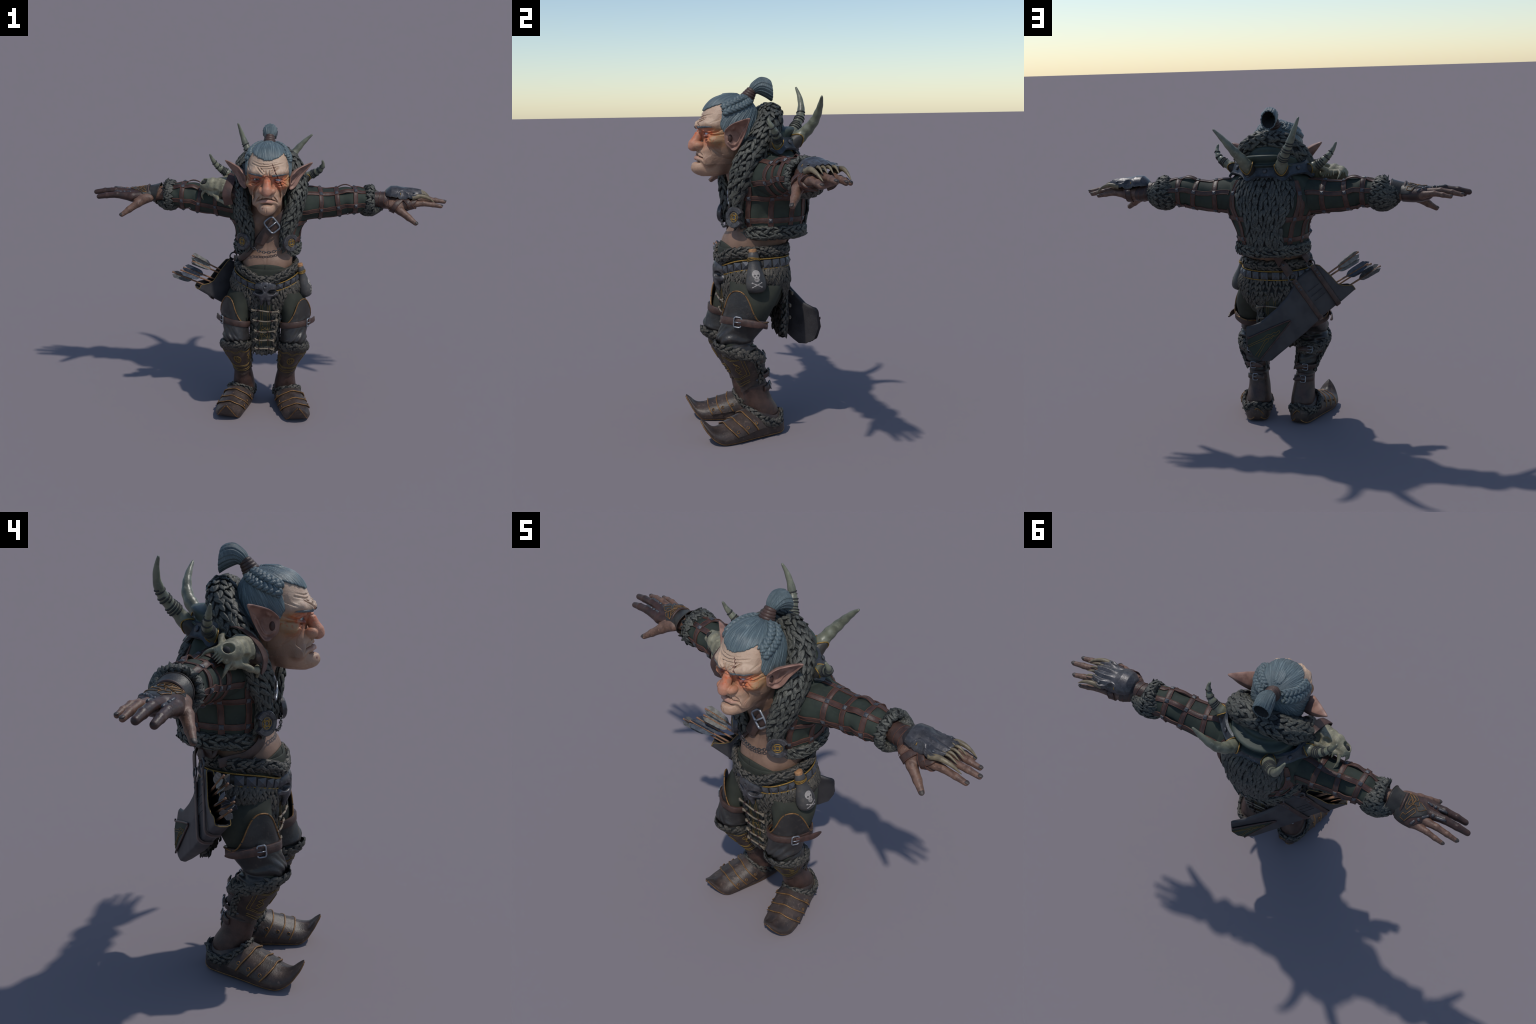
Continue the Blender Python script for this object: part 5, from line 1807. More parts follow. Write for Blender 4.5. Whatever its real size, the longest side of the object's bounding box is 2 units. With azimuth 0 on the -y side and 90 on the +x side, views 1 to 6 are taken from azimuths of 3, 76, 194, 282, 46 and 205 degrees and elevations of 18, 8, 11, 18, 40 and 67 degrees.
# ------------------------------------------------------------------ skull belt clasp
def f_mask(P):
    ax = np.abs(P[:, 0])
    L = np.stack([ax, P[:, 1], P[:, 2]], 1)
    d = ell(P, (0, -.168, .782), (.050, .034, .040))
    d = smin(d, ell(P, (0, -.172, .755), (.048, .030, .026)), .01)
    jaw = chain(L, [(.0, -.182, .762), (.012, -.186, .735), (.016, -.182, .706)], [.016, .012, .006])
    d = smin(d, jaw, .008)
    d = smin(d, chain(L, [(.016, -.186, .752), (.046, -.172, .750)], [.010, .009]), .005)
    d = smax(d, -ell(L, (.030, -.202, .764), (.021, .032, .0125)), .003)
    d = smax(d, -chain(L, [(.0, -.208, .745), (.010, -.206, .704)], [.004, .0075]), .003)
    d = smin(d, chain(P, [(0, -.192, .742), (0, -.190, .700)], [.0022, .0022]), .002)
    d = smax(d, -ell(P, (0, -.206, .792), (.0062, .010, .0062)), .003)
    q, _ = polydist(np.stack([ax, P[:, 2]], 1), [(.013, .83), (.0135, .80), (.010, .785), (0, .766)])
    d = d + .0022 * np.exp(-(q / .0014) ** 2) * (P[:, 1] < -.17)
    d = smax(d, P[:, 1] + .160, .003)
    return d


def f_clasp(P):
    c = A(0, -.170, .765)
    return f_mask((P - A(0, -.152, .757)) / 1.30 + c) * 1.30


v, f = surface_nets(f_clasp, (-.075, -.222, .660), (.075, -.130, .850), .0020, .03)
clasp = part("belt_clasp", v, f, M["metal"], belt, fix=False)
mq = lambda p: (A(*p) - A(0, -.170, .765)) * 1.30 + A(0, -.152, .757)
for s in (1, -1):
    v, f = ball(mq((s * .030, -.1765, .764)), (.0235, .0085, .0125)); part("eye_hollow", v, f, M["dark"], clasp)  # black ball added in each shallow eye hole for its shade
v, f = ball(mq((0, -.1935, .792)), (.0075, .006, .0075)); part("brow_hollow", v, f, M["dark"], clasp)  # black ball in the brow hole, standing for shade

# ------------------------------------------------------------------ flask with skull emblem
F0, F1 = A(.188, -.044, .872), A(.231, -.037, .690)
fax = nrm(F1 - F0); flen = np.linalg.norm(F1 - F0)
prof = [(.020, .0), (.0245, .012), (.026, .024), (.025, .045), (.030, .070), (.039, .100), (.0455, .128), (.0465, .150), (.042, .170), (.030, .182), (.010, .187)]
rows = [(*(F0 + fax * d), r * .86, r) for r, d in prof]
G = tube_grid(rows, (0, 1, 0), 60, 48)
FS_ = Surf(G, True)
if (FS_.N[30] * (G[30] - G[30].mean(0))).sum() < 0: FS_ = Surf(G, True, flip=True)
flask = FS_.part("flask", M["flask"], belt, caps=True)
g = tube_grid([(*(F0 - fax * .014), .0165, .0165), (*(F0 - fax * .011), .0185, .0185), (*(F0 + fax * .010), .0175, .0175)], (0, 1, 0), 8, 24)
part("cork", g.reshape(-1, 3), grid_faces(8, 24, True, True), M["cork"], flask)
for k, d in enumerate((.028, .033, .038)):
    c = F0 + fax * d; e1 = A(0, 1, 0); e2 = np.cross(fax, e1); q = np.linspace(0, 2 * PI, 40, endpoint=False)
    v, f = rope(c + (e1 * np.cos(q)[:, None] * .0275 + e2 * np.sin(q)[:, None] * .025) + fax * (.002 * np.sin(q * 2 + k))[:, None], .0019, 5, True)
    part("gold_cord", v, f, M["gold"], flask)
FT = BVHTree.FromPolygons([tuple(q) for q in G.reshape(-1, 3)], grid_faces(60, 48, True))
fe = nrm(A(.0, 1, 0)); fn = nrm(A(1, -.10, .2)); fd = fax
ORG = F0 + fax * .120


def blot(name, cx, cy, rx, ry, mat, off, rot=0.0, parent=None):
    """flat emblem piece on the flask: ellipse in (across, down), wrapped on the surface"""
    V, F = [], []
    R, Tn = 6, 28
    for i in range(R + 1):
        for k in range(Tn):
            a = 2 * PI * k / Tn; q = i / R
            x, y = rx * q * math.cos(a), ry * q * math.sin(a)
            x, y = x * math.cos(rot) - y * math.sin(rot) + cx, x * math.sin(rot) + y * math.cos(rot) + cy
            h = FT.ray_cast(Vector(ORG + fe * x + fd * y + fn * .2), Vector(-fn))
            p = np.array(h[0]) if h[0] is not None else ORG + fe * x + fd * y
            V.append(p + fn * off * (1 - .6 * q ** 4))
    part(name, np.array(V), grid_faces(R + 1, Tn, True), mat, parent or flask)


blot("emblem_skull", 0, -.018, .0185, .0200, M["white"], .0014)
blot("emblem_jaw", .001, .006, .0115, .0110, M["white"], .0013)
for s in (-1, 1):
    blot("emblem_eye", s * .0075 + .0005, -.013, .0052, .0048, M["flask"], .0022)
    blot("emblem_bone", 0, .031, .0245, .0026, M["white"], .0014, s * .42)
    for e in (-1, 1):
        blot("emblem_bone_end", e * .021, .031 + s * e * .0098, .0042, .0034, M["white"], .0016)
blot("emblem_nose", .0005, -.003, .0024, .0036, M["flask"], .0022)
for k in range(-2, 3):
    blot("emblem_tooth_gap", k * .0036, .008, .0005, .0042, M["flask"], .0022)
blot("emblem_mouth", 0, .0035, .0085, .0009, M["flask"], .0022)
# ------------------------------------------------------------------ legs
LEG = [(.110, -.005, .735, .078, .135), (.126, -.015, .70, .090, .125), (.152, -.040, .64, .084, .112), (.163, -.062, .59, .076, .103), (.166, -.085, .545, .070, .098), (.165, -.112, .50, .068, .089), (.164, -.130, .46, .068, .077),
       (.166, -.114, .425, .072, .075), (.160, -.092, .375, .070, .084), (.146, -.066, .32, .057, .080), (.132, -.049, .265, .047, .064), (.127, -.032, .22, .045, .056), (.123, -.018, .17, .049, .058), (.122, .002, .12, .056, .068), (.12, 0.0, .07, .062, .082)]
LEGS = np.array(LEG)


def leg_grid(sx, off=0.0, nu=120, nv=64):
    S = spline(LEGS, nu)
    th = np.linspace(0, 2 * PI, nv, endpoint=False)
    c, s = sup(th, 2.15)
    G = np.zeros((nu, nv, 3))
    G[..., 0] = sx * (S[:, 0, None] + (S[:, 3, None] + off) * c)
    G[..., 1] = S[:, 1, None] + (S[:, 4, None] + off) * s
    G[..., 2] = S[:, 2, None]
    return G


ZL = spline(LEGS, 120)[:, 2]
lu = lambda z: np.interp(-np.asarray(z, float), -ZL, np.linspace(0, 1, 120))


def leg_surf(sx, off=0.0):
    G = leg_grid(sx, off)
    S = Surf(G, True)
    if (S.N[60] * (G[60] - G[60].mean(0))).sum() < 0: S = Surf(G, True, flip=True)
    return S


def ring_band(S, zf, nz, offs, mat, name, parent, sharp=None, nv=96):
    """closed sleeve over the leg; zf(t, angle) gives height, offs(t, angle) the stand-off; angle 0 = outward, -90deg = front"""
    G = []
    v = np.linspace(0, 1, nv, endpoint=False)
    for t in np.linspace(0, 1, nz):
        z = np.array([zf(t, 2 * PI * q) for q in v]); o = np.array([offs(t, 2 * PI * q) for q in v])
        G.append(S.at(lu(z), v, o)[0])
    return np.array(G)


for sx in (1, -1):
    S0 = leg_surf(sx)
    leg = S0.part("leg", M["trouser"])
    # ---- tall boot over the thigh, scalloped gold-edged top, flared
    def top(a):
        d = abs((a - math.radians(-48) + PI) % (2 * PI) - PI)
        return .556 + .135 * math.exp(-(d / .78) ** 2.4) - .018 * math.exp(-((d - PI) / .9) ** 2)
    def zf(t, a): return top(a) + (.395 - top(a)) * t
    def of(t, a):
        dd = abs((a - math.radians(-48) + PI) % (2 * PI) - PI)
        fl = .017 * max(0, 1 - t * 3.2) ** 1.3 * (.35 + .65 * math.exp(-(dd / 1.1) ** 2))
        fold = (.0048 * math.sin(24 * t + 2.5 * math.sin(2 * a)) + .0030 * math.sin(41 * t + 3 * math.sin(a + 1) + 5 * a)) * max(0, min(1, (t - .42) * 4)) + .0022 * math.sin(5 * a + 9 * t)
        return .006 + fl + fold
    G = ring_band(S0, zf, 44, of, None, None, None)
    V, F = solid(G, .005, True)
    boot = part("tall_boot", V, F, M["boot"], leg)
    v, f = rope(G[0], .0034, 7, True); part("boot_trim", v, f, M["trim"], boot)
    k = np.arange(0, 96, 8)
    for i in k:
        d = nrm(G[0][(i + 1) % 96] - G[0][i]); v, f = rope(np.array([G[0][i] - d * .0022, G[0][i] + d * .0022]), .0041, 7); part("trim_binding", v, f, M["wrap"], boot)
    BS = Surf(G, True)
    if (BS.N[20] * (G[20] - G[20].mean(0))).sum() < 0: BS = Surf(G, True, flip=True)
    # ---- thigh strap with buckle and loose end
    vq = np.linspace(0, 1, 73)
    def strap_z(a): return .548 + .018 * math.cos(a + .9)
    uvs = []
    S6 = leg_surf(sx, .0)
    P = []
    for q in vq[:-1]:
        zz_, aa_ = strap_z(2 * PI * q), 2 * PI * q
        tt_ = max(0, (top(aa_) - zz_) / (top(aa_) - .395))
        P.append(S0.at(lu(zz_), q, of(tt_, aa_) + .003)[0])
    P = np.array(P)
    for _ in range(3): P = (np.roll(P, 1, 0) + 2 * P + np.roll(P, -1, 0)) / 4
    C = G.reshape(-1, 3)
    N = nrm(P - P.mean(0)); N[:, 2] *= .3
    T = nrm(np.roll(P, -1, 0) - np.roll(P, 1, 0)); N = nrm(N - T * (N * T).sum(1)[:, None]); B = np.cross(T, N)
    GG = np.stack([P + B * (a * .034) + N * (b * .0055) for a, b in ((-.5, -.8), (-.5, .6), (-.42, 1), (.42, 1), (.5, .6), (.5, -.8))], 0)
    o = part("thigh_strap", GG.reshape(-1, 3), grid_faces(6, 72, True) + [(5 * 72 + b, 5 * 72 + (b + 1) % 72, (b + 1) % 72, b) for b in range(72)], M["strap_dark"], boot, sharp=50)
    bi = int(72 * (1 - 28 / 360))
    buckle(P[bi] + N[bi] * .008, -T[bi] * 1.0, N[bi], .034, .046, .0034, o)
    idx = [(bi + j) % 72 for j in range(0, 13)]
    lift = np.linspace(.006, 1, 13) ** 2 * .036 + .006
    flat_strap(P[idx] + N[idx] * lift[:, None], N[idx], .030, .006, "strap_end", M["strap"], o)
    # ---- fur band below the knee
    def fz(t, a): return (.462 + .030 * (-math.sin(a)) * .55) - .012 - .052 * t - .028 * (1 + math.sin(a)) * .5
    def fo(t, a): return .004 + .010 * math.sin(PI * (t * .9 + .05)) ** .7 + .012 * max(0, -math.sin(a)) ** 4 * (1 - t)
    G = ring_band(S0, fz, 16, fo, None, None, None)
    FSf = Surf(G, True)
    if (FSf.N[8] * (G[8] - G[8].mean(0))).sum() < 0: FSf = Surf(G, True, flip=True)
    fb = FSf.part("fur_knee_band", M["underfur"], boot)
    fs = FurSoup()
    scatter(fs, FSf, .032, .0185, .0065, lift=.6, swirl=.5, seed=61 + sx, along='v', density=1.12)
    # ---- greave: stiff leather shin guard, open at the calf, tooled with gold lines
    a0, a1 = math.radians(-90 - 118), math.radians(-90 + 118)
    GG = []
    va = np.linspace(a0, a1, 70)
    for t in np.linspace(0, 1, 40):
        edge = np.abs((va + PI / 2) / math.radians(118))
        ztop = .420 - .030 * edge ** 2; zbot = .228 + .020 * np.cos(edge * PI * 1.0) * -1 + .02 * edge
        z = ztop + (zbot - ztop) * t
        GG.append(S0.at(lu(z), (va / (2 * PI)) % 1.0, .0085 + .003 * math.exp(-((t - 1) / .06) ** 2))[0])
    GG = np.array(GG)
    V, F = solid(GG, .006)
    gr = part("greave", V, F, M["greave"], boot, sharp=50)
    GS = Surf(GG, False)
    if (GS.N[20, 35, 1]) > 0: GS = Surf(GG, False, flip=True)
    s = Soup()
    def line(uv, closed=False, r=.0013):
        uv = np.array(uv, float)
        q = even(uv, 60, closed)
        p = GS.at(q[:, 0], q[:, 1], .0012)[0]
        v, f = rope(p, r, 4, closed); s.add(v, f)
    def frame(ins, um=.06):
        return [(um + ins, .14 + ins), (um + ins + .08, .30), (um + ins + .02, .42), (um + ins + .10, .5), (um + ins + .02, .58), (um + ins + .08, .70), (um + ins, .86 - ins), (.62 - ins, .86 - ins), (.70 - ins, .68), (.66 - ins, .5), (.70 - ins, .32), (.62 - ins, .14 + ins)]
    line(frame(0), True); line(frame(.035), True)
    a = np.linspace(0, 2 * PI, 40, endpoint=False)
    line(np.stack([.38 + .12 * np.sin(a), .5 + .062 * np.cos(a)], 1), True)
    line(np.stack([.38 + .10 * np.sin(a), .5 + .052 * np.cos(a)], 1), True)
    for x in (-.03, 0, .03):
        line([(.30, .5 + x), (.35, .5 + x + .015), (.40, .5 + x - .01), (.46, .5 + x)])
    for c in (.26, .74):
        line([(.25, c), (.32, c + .04), (.38, c - .02), (.45, c + .03), (.52, c - .03), (.56, c + .02)])
        line([(.22, c - .03), (.30, c), (.42, c - .05), (.54, c - .01)])
    line([(.78, .16), (.80, .35), (.76, .5), (.80, .65), (.78, .84)]); line([(.84, .16), (.86, .35), (.82, .5), (.86, .65), (.84, .84)])
    s.make("tooling", M["thread"], gr)
    for a in (.06, .94):
        p, n, _, _ = GS.at(np.array([.90]), np.array([a]), .001); rivet(p[0], n[0], .006, gr)
    # back straps with buckles across the open calf
    for zc in (.375, .295, .225):
        vb = np.linspace(.25 - .16, .25 + .16, 30)
        P = S0.at(lu(np.full(30, zc)), vb, .010)[0]; N = S0.at(lu(np.full(30, zc)), vb)[1]
        flat_strap(P, N, .026, .006, "calf_strap", M["strap_dark"], gr, False)
        buckle(P[14] + N[14] * .009, P[13] - P[15], N[14], .028, .034, .0026, gr)
        e = np.array([P[14], P[16] + N[16] * .008, P[19] + N[19] * .020, P[22] + N[22] * .034 + A(0, .0, -.008)])
        flat_strap(spline(e, 14), N[18], .024, .006, "strap_end", M["strap_dark"], gr)
    # fur edging of the greave opening
    for k in (0, -1):
        rows = np.c_[even(GG[:, k], 16), np.full(16, .007), np.full(16, .010)]
        R = tube_grid(rows, (0, 1, 0), 40, 10); RS = Surf(R, True)
        if (RS.N[20] * (R[20] - R[20].mean(0))).sum() < 0: RS = Surf(R, True, flip=True)
        scatter(fs, RS, .026, .014, .0055, lift=.5, swirl=.4, seed=71 + k + sx)
    # ---- boot shaft under the greave
    G = ring_band(S0, lambda t, a: .415 - .20 * t, 24, lambda t, a: .0035 + .0025 * math.sin(38 * t + 2 * math.sin(a * 2)), None, None, None)
    V, F = solid(G, .003, True); part("boot_shaft", V, F, M["boot"], boot)
    # ---- ankle band
    G = ring_band(S0, lambda t, a: .246 - .160 * t + .012 * math.sin(a), 16, lambda t, a: .005 + .003 * math.sin(PI * t), None, None, None)
    V, F = solid(G, .004, True); part("ankle_wrap", V, F, M["strap_dark"], boot)

    # ---------------------------------------------------------------- shoe
    rows = [  # x, y, half width, z bottom, z top, crest
        (.110, .102, .012, .030, .062), (.112, .094, .038, .008, .090), (.117, .070, .058, .000, .110), (.125, .030, .070, .000, .126), (.137, -.015, .076, .000, .132), (.151, -.065, .079, .000, .126), (.166, -.110, .080, .000, .106),
        (.180, -.152, .082, .000, .090), (.191, -.190, .081, .000, .078), (.198, -.224, .076, .003, .070), (.203, -.256, .060, .024, .074), (.205, -.284, .037, .064, .100), (.205, -.300, .015, .096, .115), (.205, -.305, .004, .110, .119)]
    R = spline(np.array(rows), 90)
    th = np.linspace(0, 2 * PI, 64, endpoint=False)
    def shoe_grid(off=0.0, rows_=R, crest=.008):
        G = np.zeros((len(rows_), 64, 3))
        D = nrm(np.stack([np.gradient(rows_[:, 0]), np.gradient(rows_[:, 1])], 1))
        for i, (x, y, w, zb, zt) in enumerate(rows_):
            # flat sole, domed top: s<0 lower half
            c, s = sup(th, 2.0)
            cl, sl = sup(th, 4.5)
            low = s < 0
            cc = np.where(low, cl, np.sign(c) * np.abs(c) ** .9); ss = np.where(low, sl, np.abs(s) ** 1.0 * np.sign(s))
            zm = zb + (zt - zb) * .34
            z = np.where(low, zm + (zm - zb) * ss, zm + (zt - zm) * ss)
            k = np.exp(-(c / .22) ** 2) * (s > 0)
            z = z + crest * k * np.clip((-.06 - y) / .06, 0, 1) * np.clip((zt - zb) / .05, 0, 1)
            tap = np.where(low, .96 - .05 * np.abs(ss) ** 6, 1.0)
            px, py = -D[i, 1], D[i, 0]
            G[i, :, 0] = x + px * (w + off) * cc * tap
            G[i, :, 1] = y + py * (w + off) * cc * tap
            G[i, :, 2] = z + off * np.where(low, 0, ss)
        G[..., 0] *= sx
        return G
    G = shoe_grid()
    SS = Surf(G, True)
    if (SS.N[40] * (G[40] - G[40].mean(0))).sum() < 0: SS = Surf(G, True, flip=True)
    shoe = SS.part("shoe", M["shoe"], leg, caps=True)
    # sole welt
    s = Soup()
    for side in (0, 1):
        j = 39 if side == 0 else 57
        v, f = rope(G[2:-1, j] , .0034, 6); s.add(v, f)
    for side in (0, 1):
        j = 39 if side == 0 else 57
    s.make("sole_trim", M["trim"], shoe)
    # heel counter trim
    ang = np.linspace(-1, 1, 30)
    hp = []
    for q in ang:
        h = SS.G[0].mean(0)
        yy = .1045 - .030 * q * q; xx = .110 + .040 * q
        hp.append((sx * xx, yy, .020 + .055 * (1 - abs(q) ** 1.6)))
    v, f = rope(np.array(hp), .0028, 6); part("heel_trim", v, f, M["trim"], shoe)
    # three overlapping instep plates
    for i, (y0, y1, o) in enumerate([(-.085, -.150, .0055), (-.128, -.196, .0045), (-.060, -.105, .0085)]):
        i0 = int(np.argmin(np.abs(R[:, 1] - y0))); i1 = int(np.argmin(np.abs(R[:, 1] - y1)))
        rr = np.linspace(i0, i1, 18)
        js = np.linspace(0.0, .5, 40)
        g = []
        for q in rr:
            t = (q - i0) / (i1 - i0)
            back = 9 * (1 - np.abs(np.sin(js * 2 * PI))) ** 1.2
            u = np.clip((q - back * .6) / (len(R) - 1), 0, 1)
            g.append(SS.at(u, js * .94 + .015, o * (.25 + .75 * t) + .002)[0])
        g = np.array(g)
        V, F = solid(g, .004)
        pl = part("instep_plate", V, F, M["shoe"], shoe, sharp=60)
        v, f = rope(g[-1], .0032, 7); part("plate_trim", v, f, M["trim"], pl)
        for k in (5, 34):
            p = g[13, k]; n = nrm(p - A(sx * .16, p[1], .04))
            v, f = torus(p + n * .002, nrm(np.cross(n, A(0, 0, 1))), nrm(np.cross(n, np.cross(n, A(0, 0, 1)))), .0062, .0020, 1.0); part("eyelet", v, f, M["trim"], pl)
            rivet(p, n, .0045, pl)
    # fur round the ankle opening and instep
    yu = lambda y: float(np.interp(-y, -R[:, 1], np.linspace(0, 1, len(R))))
    fp = [(-.072, .25), (-.058, .15), (-.025, .075), (.025, .04), (.068, .07), (.094, .25), (.068, .43), (.025, .46), (-.025, .425), (-.058, .35)]
    path = spline(np.array([SS.at(np.array([yu(a)]), np.array([b]), .000)[0][0] for a, b in fp]), 40, True)
    rows = np.c_[path, np.full(40, .007), np.full(40, .015)]
    R2 = tube_grid(rows, (0, 0, 1), 110, 14, closed=True); RS = Surf(R2, True, True)
    if (RS.N[20] * (R2[20] - R2[20].mean(0))).sum() < 0: RS = Surf(R2, True, True, flip=True)
    fa = RS.part("fur_ankle_roll", M["underfur"], shoe)
    scatter(fs, RS, .030, .0170, .0062, lift=.5, swirl=.45, seed=81 + sx, density=1.1)
    fs.make("fur_tufts", M["fur_warm"], boot)

# ------------------------------------------------------------------ quiver and arrows
QO = A(-.233, .085, .865); QA = nrm(A(.72, .44, -.54)); QW = A(-.511, -.192, -.838); QW = nrm(QW - QA * (QW @ QA)); QN = np.cross(QA, QW)
q3 = lambda s, q, t: QO + QA * s + QW * q + QN * t


def q_top(s): return np.interp(s, [-.1, .0, .12, .15, .17, .226, .299, .412, .46, .479, .50, .56], [.0, .0, -.004, .0, .016, .041, .055, .060, .045, .035, .04, .06])
def q_bot(s): return np.interp(s, [-.1, .0, .15, .25, .48, .56], [.236, .241, .244, .254, .260, .262])


def q_mouth(v): return np.interp(v, [0, .05, .4, .62, .75, .86, 1], [.01, -.003, -.020, -.025, -.048, -.086, -.086])
def q_end(v): return np.interp(v, [0, .05, .3, .6, .85, 1], [.485, .498, .540, .546, .520, .478])


nu, nvq = 60, 40
ring = []
for u in np.linspace(0, 1, nu):
    outer, inner = [], []
    for v in np.linspace(0, 1, nvq):
        s = q_mouth(v) * (1 - u) + q_end(v) * u
        q = q_top(s) + (q_bot(s) - q_top(s)) * v
        T_ = np.interp(s, [-.1, .15, .30, .45, .55], [1, 1, .95, .7, .3]) * (.024 + .036 * v)
        e = 1 - abs(2 * v - 1)
        rnd = min(1, e / .10)
        t = -min(.018, T_ * .4) * (1 - math.sqrt(max(0, 1 - (1 - rnd) ** 2))) + .006 * e - .006 * (s < .14) * (s > .02)
        outer.append(q3(s, q, t)); inner.append(q3(s, q, -T_ + min(.018, T_ * .4) * (1 - math.sqrt(max(0, 1 - (1 - rnd) ** 2)))))
    ring.append(outer + inner[::-1])
G = np.array(ring)
F = grid_faces(nu, 2 * nvq, True); F.append(tuple((nu - 1) * 2 * nvq + k for k in range(2 * nvq)))
quiver = part("quiver", G.reshape(-1, 3), F, M["quiver"], sharp=50)
c = G.mean(1, keepdims=True)
Gi = c[:22] + (G[:22] - c[:22]) * .93
V = np.vstack([G[0], Gi.reshape(-1, 3)])
part("quiver_mouth_shade", V, grid_faces(23, 2 * nvq, True) + [tuple(22 * 2 * nvq + k for k in range(2 * nvq))], M["dark"], quiver)  # added inner shell, near black to paint the shade inside the mouth
v, f = rope(G[0], .0018, 6, True); part("quiver_rim", v, f, M["thread"], quiver)
for s0, w in ((.150, .026), (.030, .026)):
    P = np.array([q3(s0, q, .004 - .012 * max(0, (q - .222) / .02) ** 2) for q in np.linspace(-.012, q_bot(s0) - .006, 30)] + [q3(s0, q_bot(s0) + .001, -.016 - .034 * k) for k in (0, .5, 1)])
    N = np.array([QN] * 28 + [nrm(QN + QW)] * 2 + [QW] * 3)
    st = flat_strap(P, N, w, .006, "quiver_strap", M["strap_dark"], quiver, False)
    for q in (.012, .032, .052):
        rivet(q3(s0, q, .010), QN, .0058, st)
    rc = q3(s0, -.026, .006)
    th = np.linspace(0, 2 * PI, 28, endpoint=False)
    v, f = rope(rc + QW * (.021 * np.cos(th))[:, None] + QA * (.021 * np.sin(th))[:, None], .0042, 8, True); part("ring", v, f, M["metal"], st)
r1 = q3(.150, -.045, .004); r2 = q3(.030, -.045, .004)
Cst = spline(np.array([r1, r1 + A(.03, .01, .05), A(-.060, .168, .880), A(-.045, .190, .925)]), 24)
sb = flat_strap(Cst[::-1], QN, .040, .006, "hanging_strap", M["strap_dark"], quiver, False)
for k in (8, 11): rivet(Cst[k] + QN * .006, QN, .006, sb)
Cst = spline(np.array([r2, r2 + A(.02, .01, .03), A(-.175, .075, .905), A(-.16, .07, .94)]), 20)
flat_strap(Cst[::-1], nrm(A(-.7, .6, .2)), .034, .006, "hanging_strap", M["strap_dark"], quiver, False)
s = Soup()
for i, q0 in enumerate((.085, .115, .145)):
    P = np.array([q3(x, q0 + (.115 - x) * -.02, .0075) for x in np.linspace(.055, .125, 8)])
    v, f = rope(P, .0012, 4); s.add(v, f)
s.make("tooling", M["dark"], quiver)
# green wedge inlay with red edging and knot work on the fin
V, F = [], []
for u in np.linspace(0, 1, 26):
    sA = .285 + u * (.545 - .285)
    for w_ in np.linspace(0, 1, 14):
        qa = .145 + (.075 - .145) * u ** .9; qb = .150 + (.215 - .150) * u
        s_ = min(sA, q_end(min(1, max(0, (qa + (qb - qa) * w_ - .05) / .21))) - .003)
        V.append(q3(s_, qa + (qb - qa) * w_, .0085))
F = grid_faces(26, 14, False)
V = np.array(V); inl = part("quiver_inlay", V, F, M["green"], quiver)
Vg = V.reshape(26, 14, 3)
for k in (0, 13):
    v, f = rope(Vg[:, k] + QN * .001, .0042, 6); part("inlay_edging", v, f, M["strap"], quiver)
s = Soup()
for ln in ([(.545, .110), (.50, .120), (.45, .132), (.42, .130), (.41, .142), (.39, .140), (.385, .150), (.365, .149), (.36, .158), (.375, .162), (.40, .160), (.40, .150), (.42, .152), (.425, .140)],
           [(.54, .120), (.50, .129), (.455, .142), (.43, .150), (.44, .160), (.46, .160), (.50, .178), (.53, .192)], [(.545, .180), (.50, .167), (.46, .150), (.44, .142), (.42, .160), (.40, .154)]):
    P = np.array([q3(min(a, .535), b, .0098) for a, b in even(np.array(ln), 50)])
    v, f = rope(P, .0013, 4); s.add(v, f)
s.make("knot_embroidery", M["thread"], quiver)


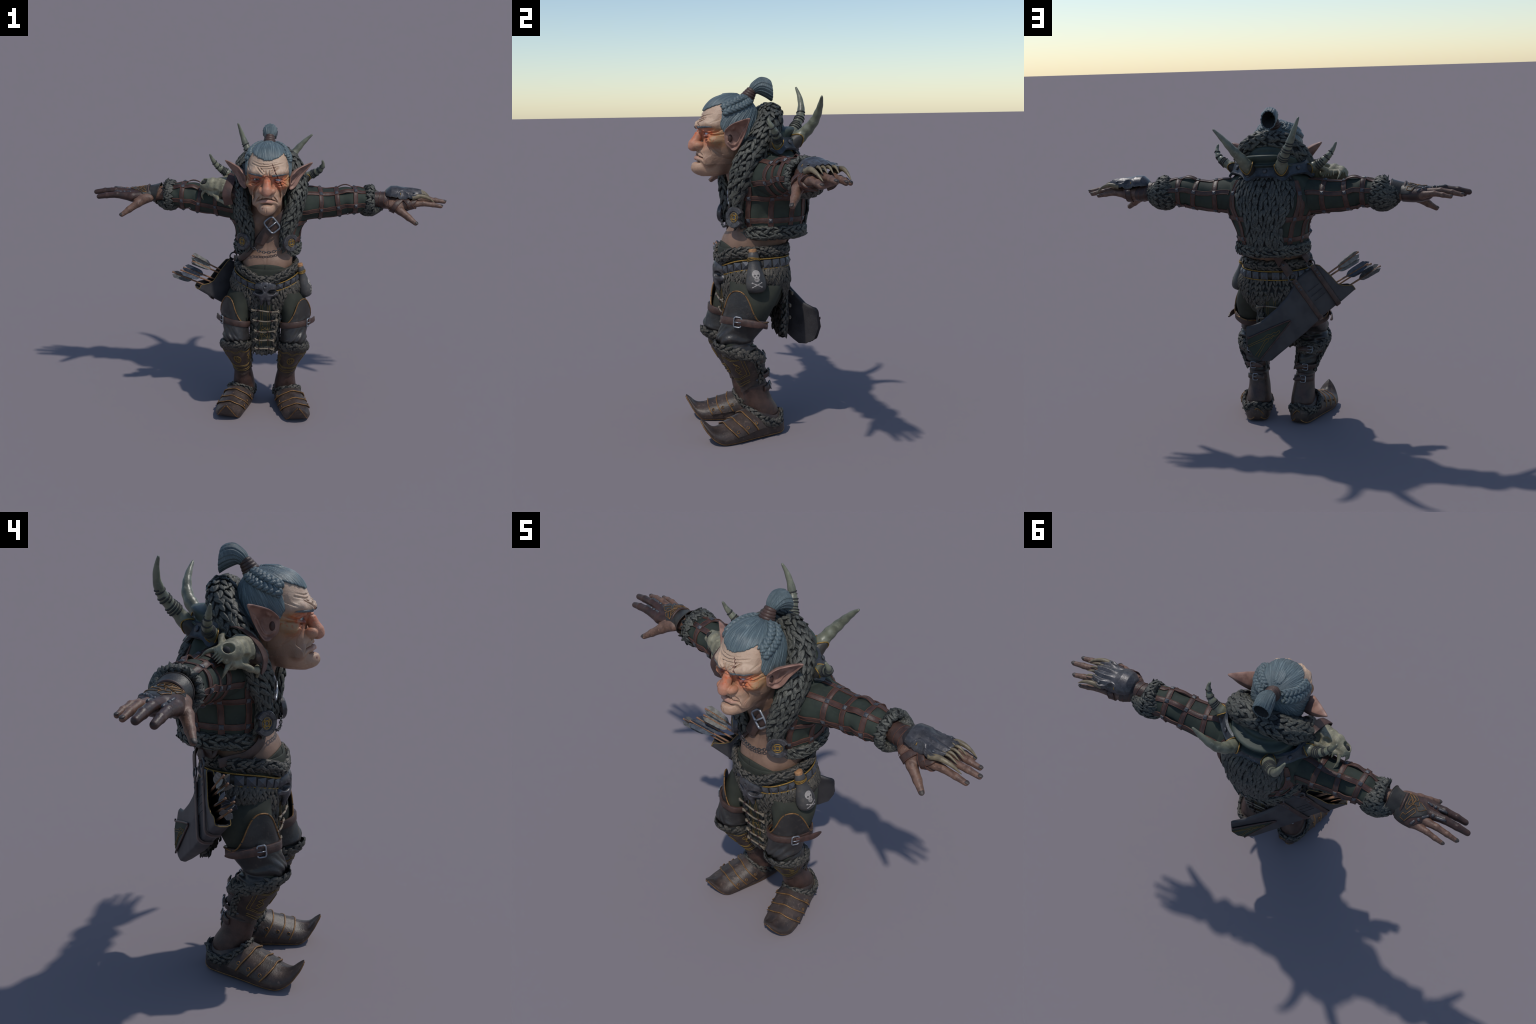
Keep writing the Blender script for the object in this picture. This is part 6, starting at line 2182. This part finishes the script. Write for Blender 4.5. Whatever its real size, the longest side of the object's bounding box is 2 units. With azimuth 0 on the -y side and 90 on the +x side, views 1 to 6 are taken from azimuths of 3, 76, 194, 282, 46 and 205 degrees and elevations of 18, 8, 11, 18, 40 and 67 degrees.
def arrow(end, start, seed, mat):
    end, start = A(*end), A(*start)
    d = nrm(end - start)
    tail = start - d * .12
    v, f = rope(np.array([tail, start, end - d * .004, end]), .0047, 8); ar = part("arrow", v, f, M["wood"], quiver)
    e1 = nrm(np.cross(d, A(0, .3, 1))); e2 = np.cross(d, e1)
    rng = np.random.default_rng(seed)
    r0 = rng.uniform(0, 2)
    for k in range(3):
        a = r0 + k * 2 * PI / 3
        o = e1 * math.cos(a) + e2 * math.sin(a); nn = np.cross(d, o)
        # vane: swept outline with small thickness and barb ripple
        n = 14
        L = .105; b0 = end - d * (.030 + L)
        t = np.linspace(0, 1, n)
        hgt = np.interp(t, [0, .12, .35, .93, 1], [.002, .016, .021, .024, .010])
        top_shift = np.interp(t, [0, .9, 1], [.004, .016, .026])
        V, F = [], []
        for i in range(n):
            base = b0 + d * (t[i] * L) + o * .003
            tip = base + o * hgt[i] + d * top_shift[i]
            rip = .0010 * math.sin(i * 2.1)
            for p, th_ in ((base, .0014), ((base + tip) / 2, .0011), (tip, .0006)):
                V += [p + nn * (th_ + rip * .5), p - nn * (th_ - rip * .5)]
        for i in range(n - 1):
            a_, b_ = i * 6, (i + 1) * 6
            for q in (0, 2):
                F += [(a_ + q, b_ + q, b_ + q + 2, a_ + q + 2), (a_ + q + 1, a_ + q + 3, b_ + q + 3, b_ + q + 1)]
            F += [(a_ + 4, b_ + 4, b_ + 5, a_ + 5), (a_, a_ + 1, b_ + 1, b_)]
        F += [(0, 2, 3, 1), (2, 4, 5, 3)]; e = (n - 1) * 6; F += [(e, e + 1, e + 3, e + 2), (e + 2, e + 3, e + 5, e + 4)]
        part("fletching", np.array(V), F, mat, ar, smooth=False)
    s = Soup()
    P = end - d * .030 + d * 0
    tt = np.linspace(0, 1, 60)
    p = (end - d * .135)[None] + d[None] * (tt * .105)[:, None] + (e1[None] * np.cos(tt * 60)[:, None] + e2[None] * np.sin(tt * 60)[:, None]) * .0052
    v, f = rope(p, .0012, 4); part("fletching_binding", v, f, M["trim"], ar)


arrow(q3(-.213, .084, -.006), q3(-.02, .080, -.016), 1, M["feather_pale"])
arrow(q3(-.203, .110, -.022), q3(-.02, .098, -.026), 2, M["feather_pale"])
arrow(q3(-.220, .167, -.006), q3(-.03, .145, -.020), 3, M["feather_blue"])
arrow(q3(-.240, .184, -.030), q3(-.03, .165, -.034), 4, M["feather_blue"])
arrow(q3(-.268, .219, -.010), q3(-.05, .200, -.024), 5, M["feather_grey"])

# ------------------------------------------------------------------ keep the tree at thing > part > sub-part
def depth(o):
    d = 0
    while o.parent: o, d = o.parent, d + 1
    return d


moved = True
while moved:
    moved = False
    for o in list(bpy.data.objects):
        if depth(o) == 2 and len(o.children) > 0:
            o.parent = root; moved = True
